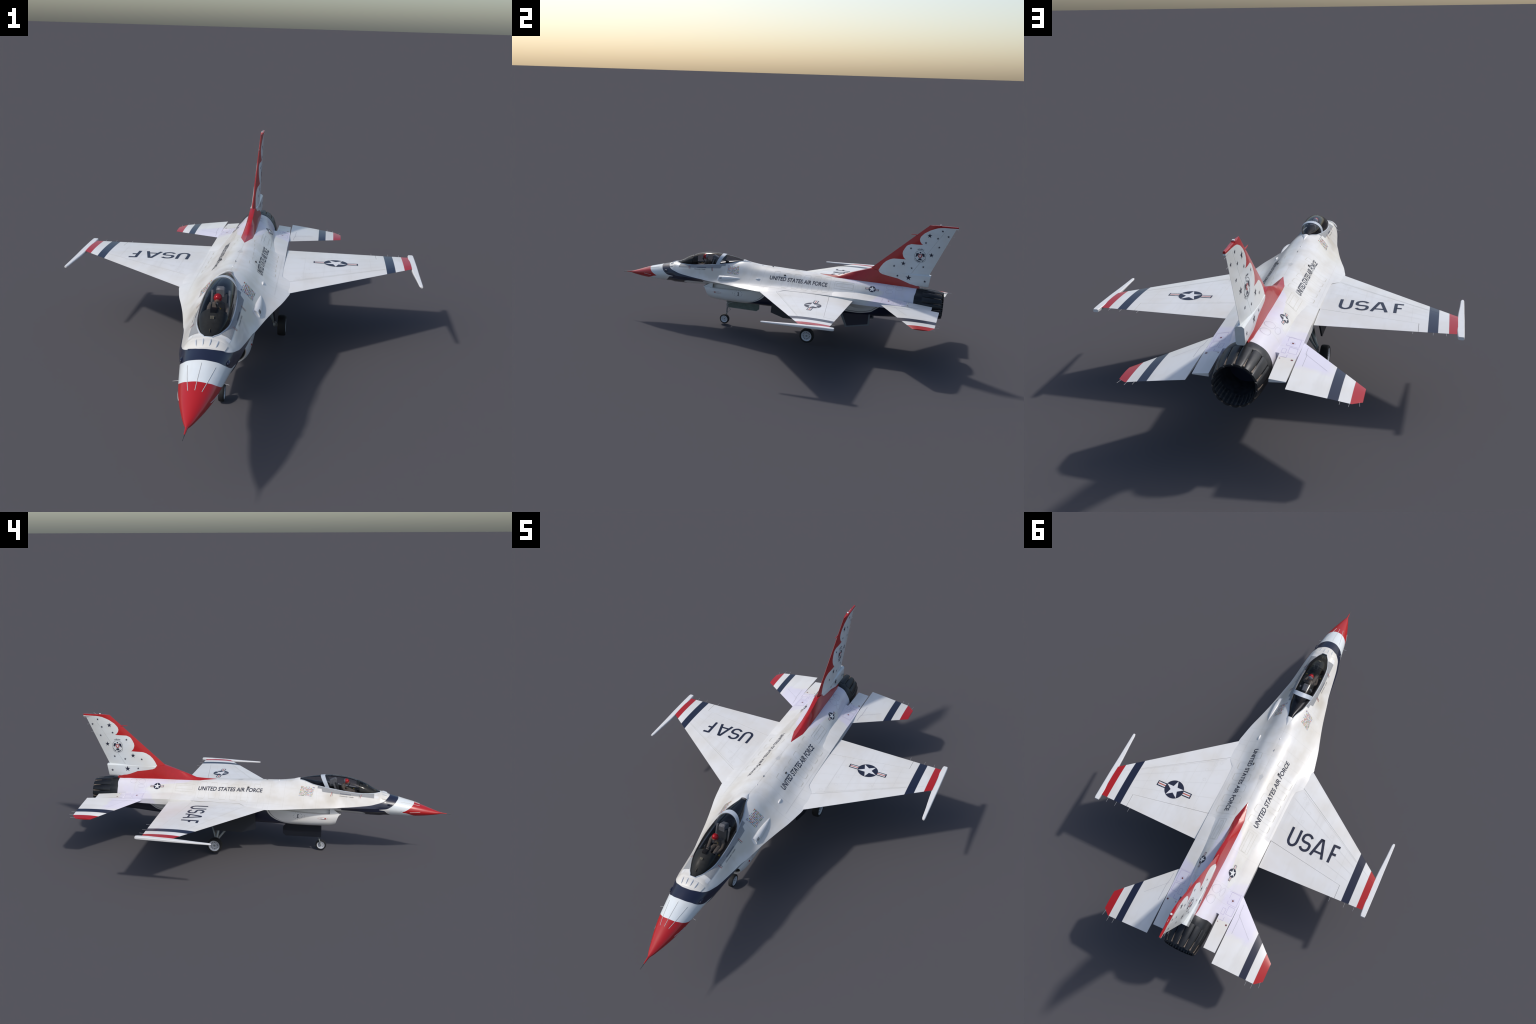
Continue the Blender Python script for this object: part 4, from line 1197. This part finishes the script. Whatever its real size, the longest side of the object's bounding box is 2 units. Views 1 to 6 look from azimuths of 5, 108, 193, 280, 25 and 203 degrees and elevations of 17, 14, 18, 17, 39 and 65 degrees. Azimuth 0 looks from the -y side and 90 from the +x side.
    for r_ in range(rows_):
        for c_ in range(cols_):
            if r_ == 0 and rf.random() < .3: continue
            u0, u1 = (c_+.10)/cols_, (c_+.90)/cols_; v0, v1 = (r_+.18)/rows_, (r_+.78)/rows_
            kind = rf.choice((0, 0, 1, 2)); cs = rf.choices(range(7), (6, 2.5, 2, 2.5, 2, 1, 6), k=3)
            for j in range(3):
                if kind in (0, 2):
                    a, b = v0+(v1-v0)*j/3, v0+(v1-v0)*(j+1)/3; q = [flagpt(u0, a), flagpt(u1, a), flagpt(u1, b), flagpt(u0, b)]
                else:
                    a, b = u0+(u1-u0)*j/3, u0+(u1-u0)*(j+1)/3; q = [flagpt(a, v0), flagpt(b, v0), flagpt(b, v1), flagpt(a, v1)]
                shp[cs[j]].append(poly(q))
    for k, s_ in shp.items():
        if s_: film('flag', s_, sb, pal[k], FUS, stuff=True)
    # anti-glare strip under the canopy sill, pale patch ahead of it
    lower = [(-.302, .3700), (-.3235, .3688), (-.3285, .3560), (-.42, .3468), (-.52, .3398), (-.598, .3336)]
    ys_ = [-.302, -.3234, -.3235, -.3285, -.36, -.39, -.42, -.45, -.48, -.52, -.56, -.598]
    lo = [float(np.interp(-y, [-a for a, b in lower], [b for a, b in lower])) for y in ys_]
    hi = [sill(y)[1]-.0012 for y in ys_]
    n_ = len(ys_)
    film('side_strip', [(list(zip(ys_, lo))+list(zip(ys_, hi)), [(k, k+1, n_+k+1, n_+k) for k in range(n_-1)])], side_of(B_FUS, sgn, .0006), M_GREY, FUS, .003)
    film('side_patch', [poly([(-.5985, .3335), (-.622, .3330), (-.6215, .3415), (-.5985, .3430)])], sb, M_WHITEP, FUS)
    # rescue arrows (red and black ticks) and the crew line
    film('rescue_mark', [stroke([(-.3790, .3560), (-.3725, .3368)], .0020), stroke([(-.5322, .3468), (-.5268, .3325)], .0020)], side_of(B_FUS, sgn, .0010), M_RED, FUS)
    film('rescue_mark', [stroke([(-.3840, .3548), (-.3800, .3370)], .0014), stroke([(-.5236, .3450), (-.5202, .3322)], .0014)], side_of(B_FUS, sgn, .0010), M_BLACK, FUS)
    if sgn > 0: lettering('Commander / Leader', side_of(B_FUS, 1, .0010), [(-.4940, .3333), (-.4200, .3376), (-.4940, .3378)], FUS, shear=.2)
    else: lettering('Commander / Leader', side_of(B_FUS, -1, .0010), [(-.4200, .3376), (-.4940, .3333), (-.4200, .3420)], FUS, shear=.2)
    film('crew_line', [stroke([(-.4200-.0010-.0058*k, .3500-.0002-.00042*k), (-.4200-.0052-.0058*k, .3500-.0005-.00042*k)], .0040) for k in range(10)], side_of(B_FUS, sgn, .0010), plain('ink_grey', (.10, .11, .15), .6), FUS, stuff=True)
    # access panels along the shoulder
    pan = []
    for k in range(5):
        y0 = .297-.0583*k
        pan.append(frame(y0, y0+.038, .3045, .3665, .0007, .006))
    pan.append(frame(.004, .036, .3455, .3725, .0009, .003)); pan.append(frame(.372, .466, .3340, .3490, .0008, .002)); pan.append(frame(.36, .468, .3240, .3560, .0008, .003))
    film('access_panel', pan, side_of(B_FUS, sgn, .0004), M_LINE, FUS, stuff=True)
    oval_ = [ring2(disc(y, z, .020, 24, .0085), disc(y, z, .0192, 24, .0078)) for y, z in ((.665, .334), (.715, .3515), (.665, .353))]
    film('access_panel', oval_, side_of(B_FUS, sgn, .0003), plain('lavender_joint', (.50, .46, .55), .6), FUS, stuff=True)
    rv = []
    for yy, z0, z1, n_ in ((-.13, .290, .375, 26), (-.055, .300, .372, 24), (.005, .303, .370, 22), (.058, .302, .366, 22), (-.235, .288, .33, 14), (-.30, .287, .33, 14)):
        rv += [fan(disc(yy+.004*(z0-z0), z0+(z1-z0)*k/n_, .0006, 5), (yy, z0+(z1-z0)*k/n_)) for k in range(n_)]
    film('rivet', rv, side_of(B_FUS, sgn, .0003), M_FAINT, FUS, stuff=True)
    # wing root joint and wing skin panels
    tw = top_of(bvh_of(meshes('wing', 'fuselage', 'flaperon', 'leading_edge_flap')), .0004)
    L = [stroke([(sgn*.146, y) for y in np.linspace(-.115, .355, 30)], .0008), stroke([(sgn*.146, -.03), (sgn*.19, -.03)], .0008)]
    for u in (.33, .47, .62):
        L.append(stroke([(sgn*x, W_LE(x)+u*(W_TE(x)-W_LE(x))) for x in np.linspace(.17, .545, 20)], .0006))
    for x in (.235, .31, .41, .49):
        L.append(stroke([(sgn*x, W_LE(x)+u*(W_TE(x)-W_LE(x))) for u in np.linspace(.21, .74, 12)], .0006))
    L += [ring2(disc(sgn*x, y, .0075, 16), disc(sgn*x, y, .0068, 16)) for x, y in ((.235, .12), (.262, .16), (.25, .21), (.215, .10), (.225, .36), (.40, .22))]
    film('wing_panel_joint', L, tw, M_FAINT, bpy.data.objects['wing' if sgn > 0 else 'wing.001'], .02, stuff=True)
    hs = W_LE
    film('hinge_joint', [stroke([(sgn*x, W_LE(x)+.212*(W_TE(x)-W_LE(x))) for x in np.linspace(.2, .545, 20)], .0014)], tw, M_FAINT, bpy.data.objects['wing' if sgn > 0 else 'wing.001'], .02)
    # aft deck details
    ts = top_of(B_SHELF, .0004); D = []
    D += [frame(*sorted((sgn*.097, sgn*.112)), .716, .744, .0010, .002), frame(*sorted((sgn*.118, sgn*.146)), .700, .738, .0010, .002), frame(*sorted((sgn*.104, sgn*.146)), .640, .694, .0010, .002),
          stroke([(sgn*.100, .768), (sgn*.120, .768), (sgn*.120, .752)], .0014), ring2(disc(sgn*.123, .6736, .0085, 20), disc(sgn*.123, .6736, .0078, 20)), stroke([(sgn*.0945, .640), (sgn*.152, .636)], .0008)]
    film('deck_joint', D, ts, M_VIOLET, FUS, stuff=True)
    film('deck_mark', [fan(disc(sgn*.123, .6736, .0042, 12), (sgn*.123, .6736)), fan(disc(sgn*.1408, .7794, .0042, 12), (sgn*.1408, .7794)), fan(disc(sgn*.101, .779, .0022, 12), (sgn*.101, .779))], ts, M_RUST, FUS, stuff=True)
    tt = top_of(B_STAB, .0004)
    film('stabilizer_joint', [stroke([(sgn*x, .712+(x-.17)*.95) for x in np.linspace(.170, .255, 14)], .0007), stroke([(sgn*.172, .665), (sgn*.173, .70), (sgn*.178, .725), (sgn*.178, .80)], .0012)], tt, plain('grey_joint', (.40, .39, .45), .6), bpy.data.objects['horizontal_stabilizer' if sgn > 0 else 'horizontal_stabilizer.001'], .02, stuff=True)
# arrow on the spine
tf = top_of(B_FUS, .0004)
film('spine_mark', [poly([(0, .105), (.010, .117), (.003, .135), (-.003, .135), (-.010, .117)]), stroke([(-.009, .112), (0, .165), (.009, .112)], .0010)], tf, plain('spine_grey', (.58, .58, .57), .6), FUS)
film('spine_mark', [stroke([(0, y) for y in np.linspace(-.155, .24, 40)], .0006)], tf, M_LINE, FUS)
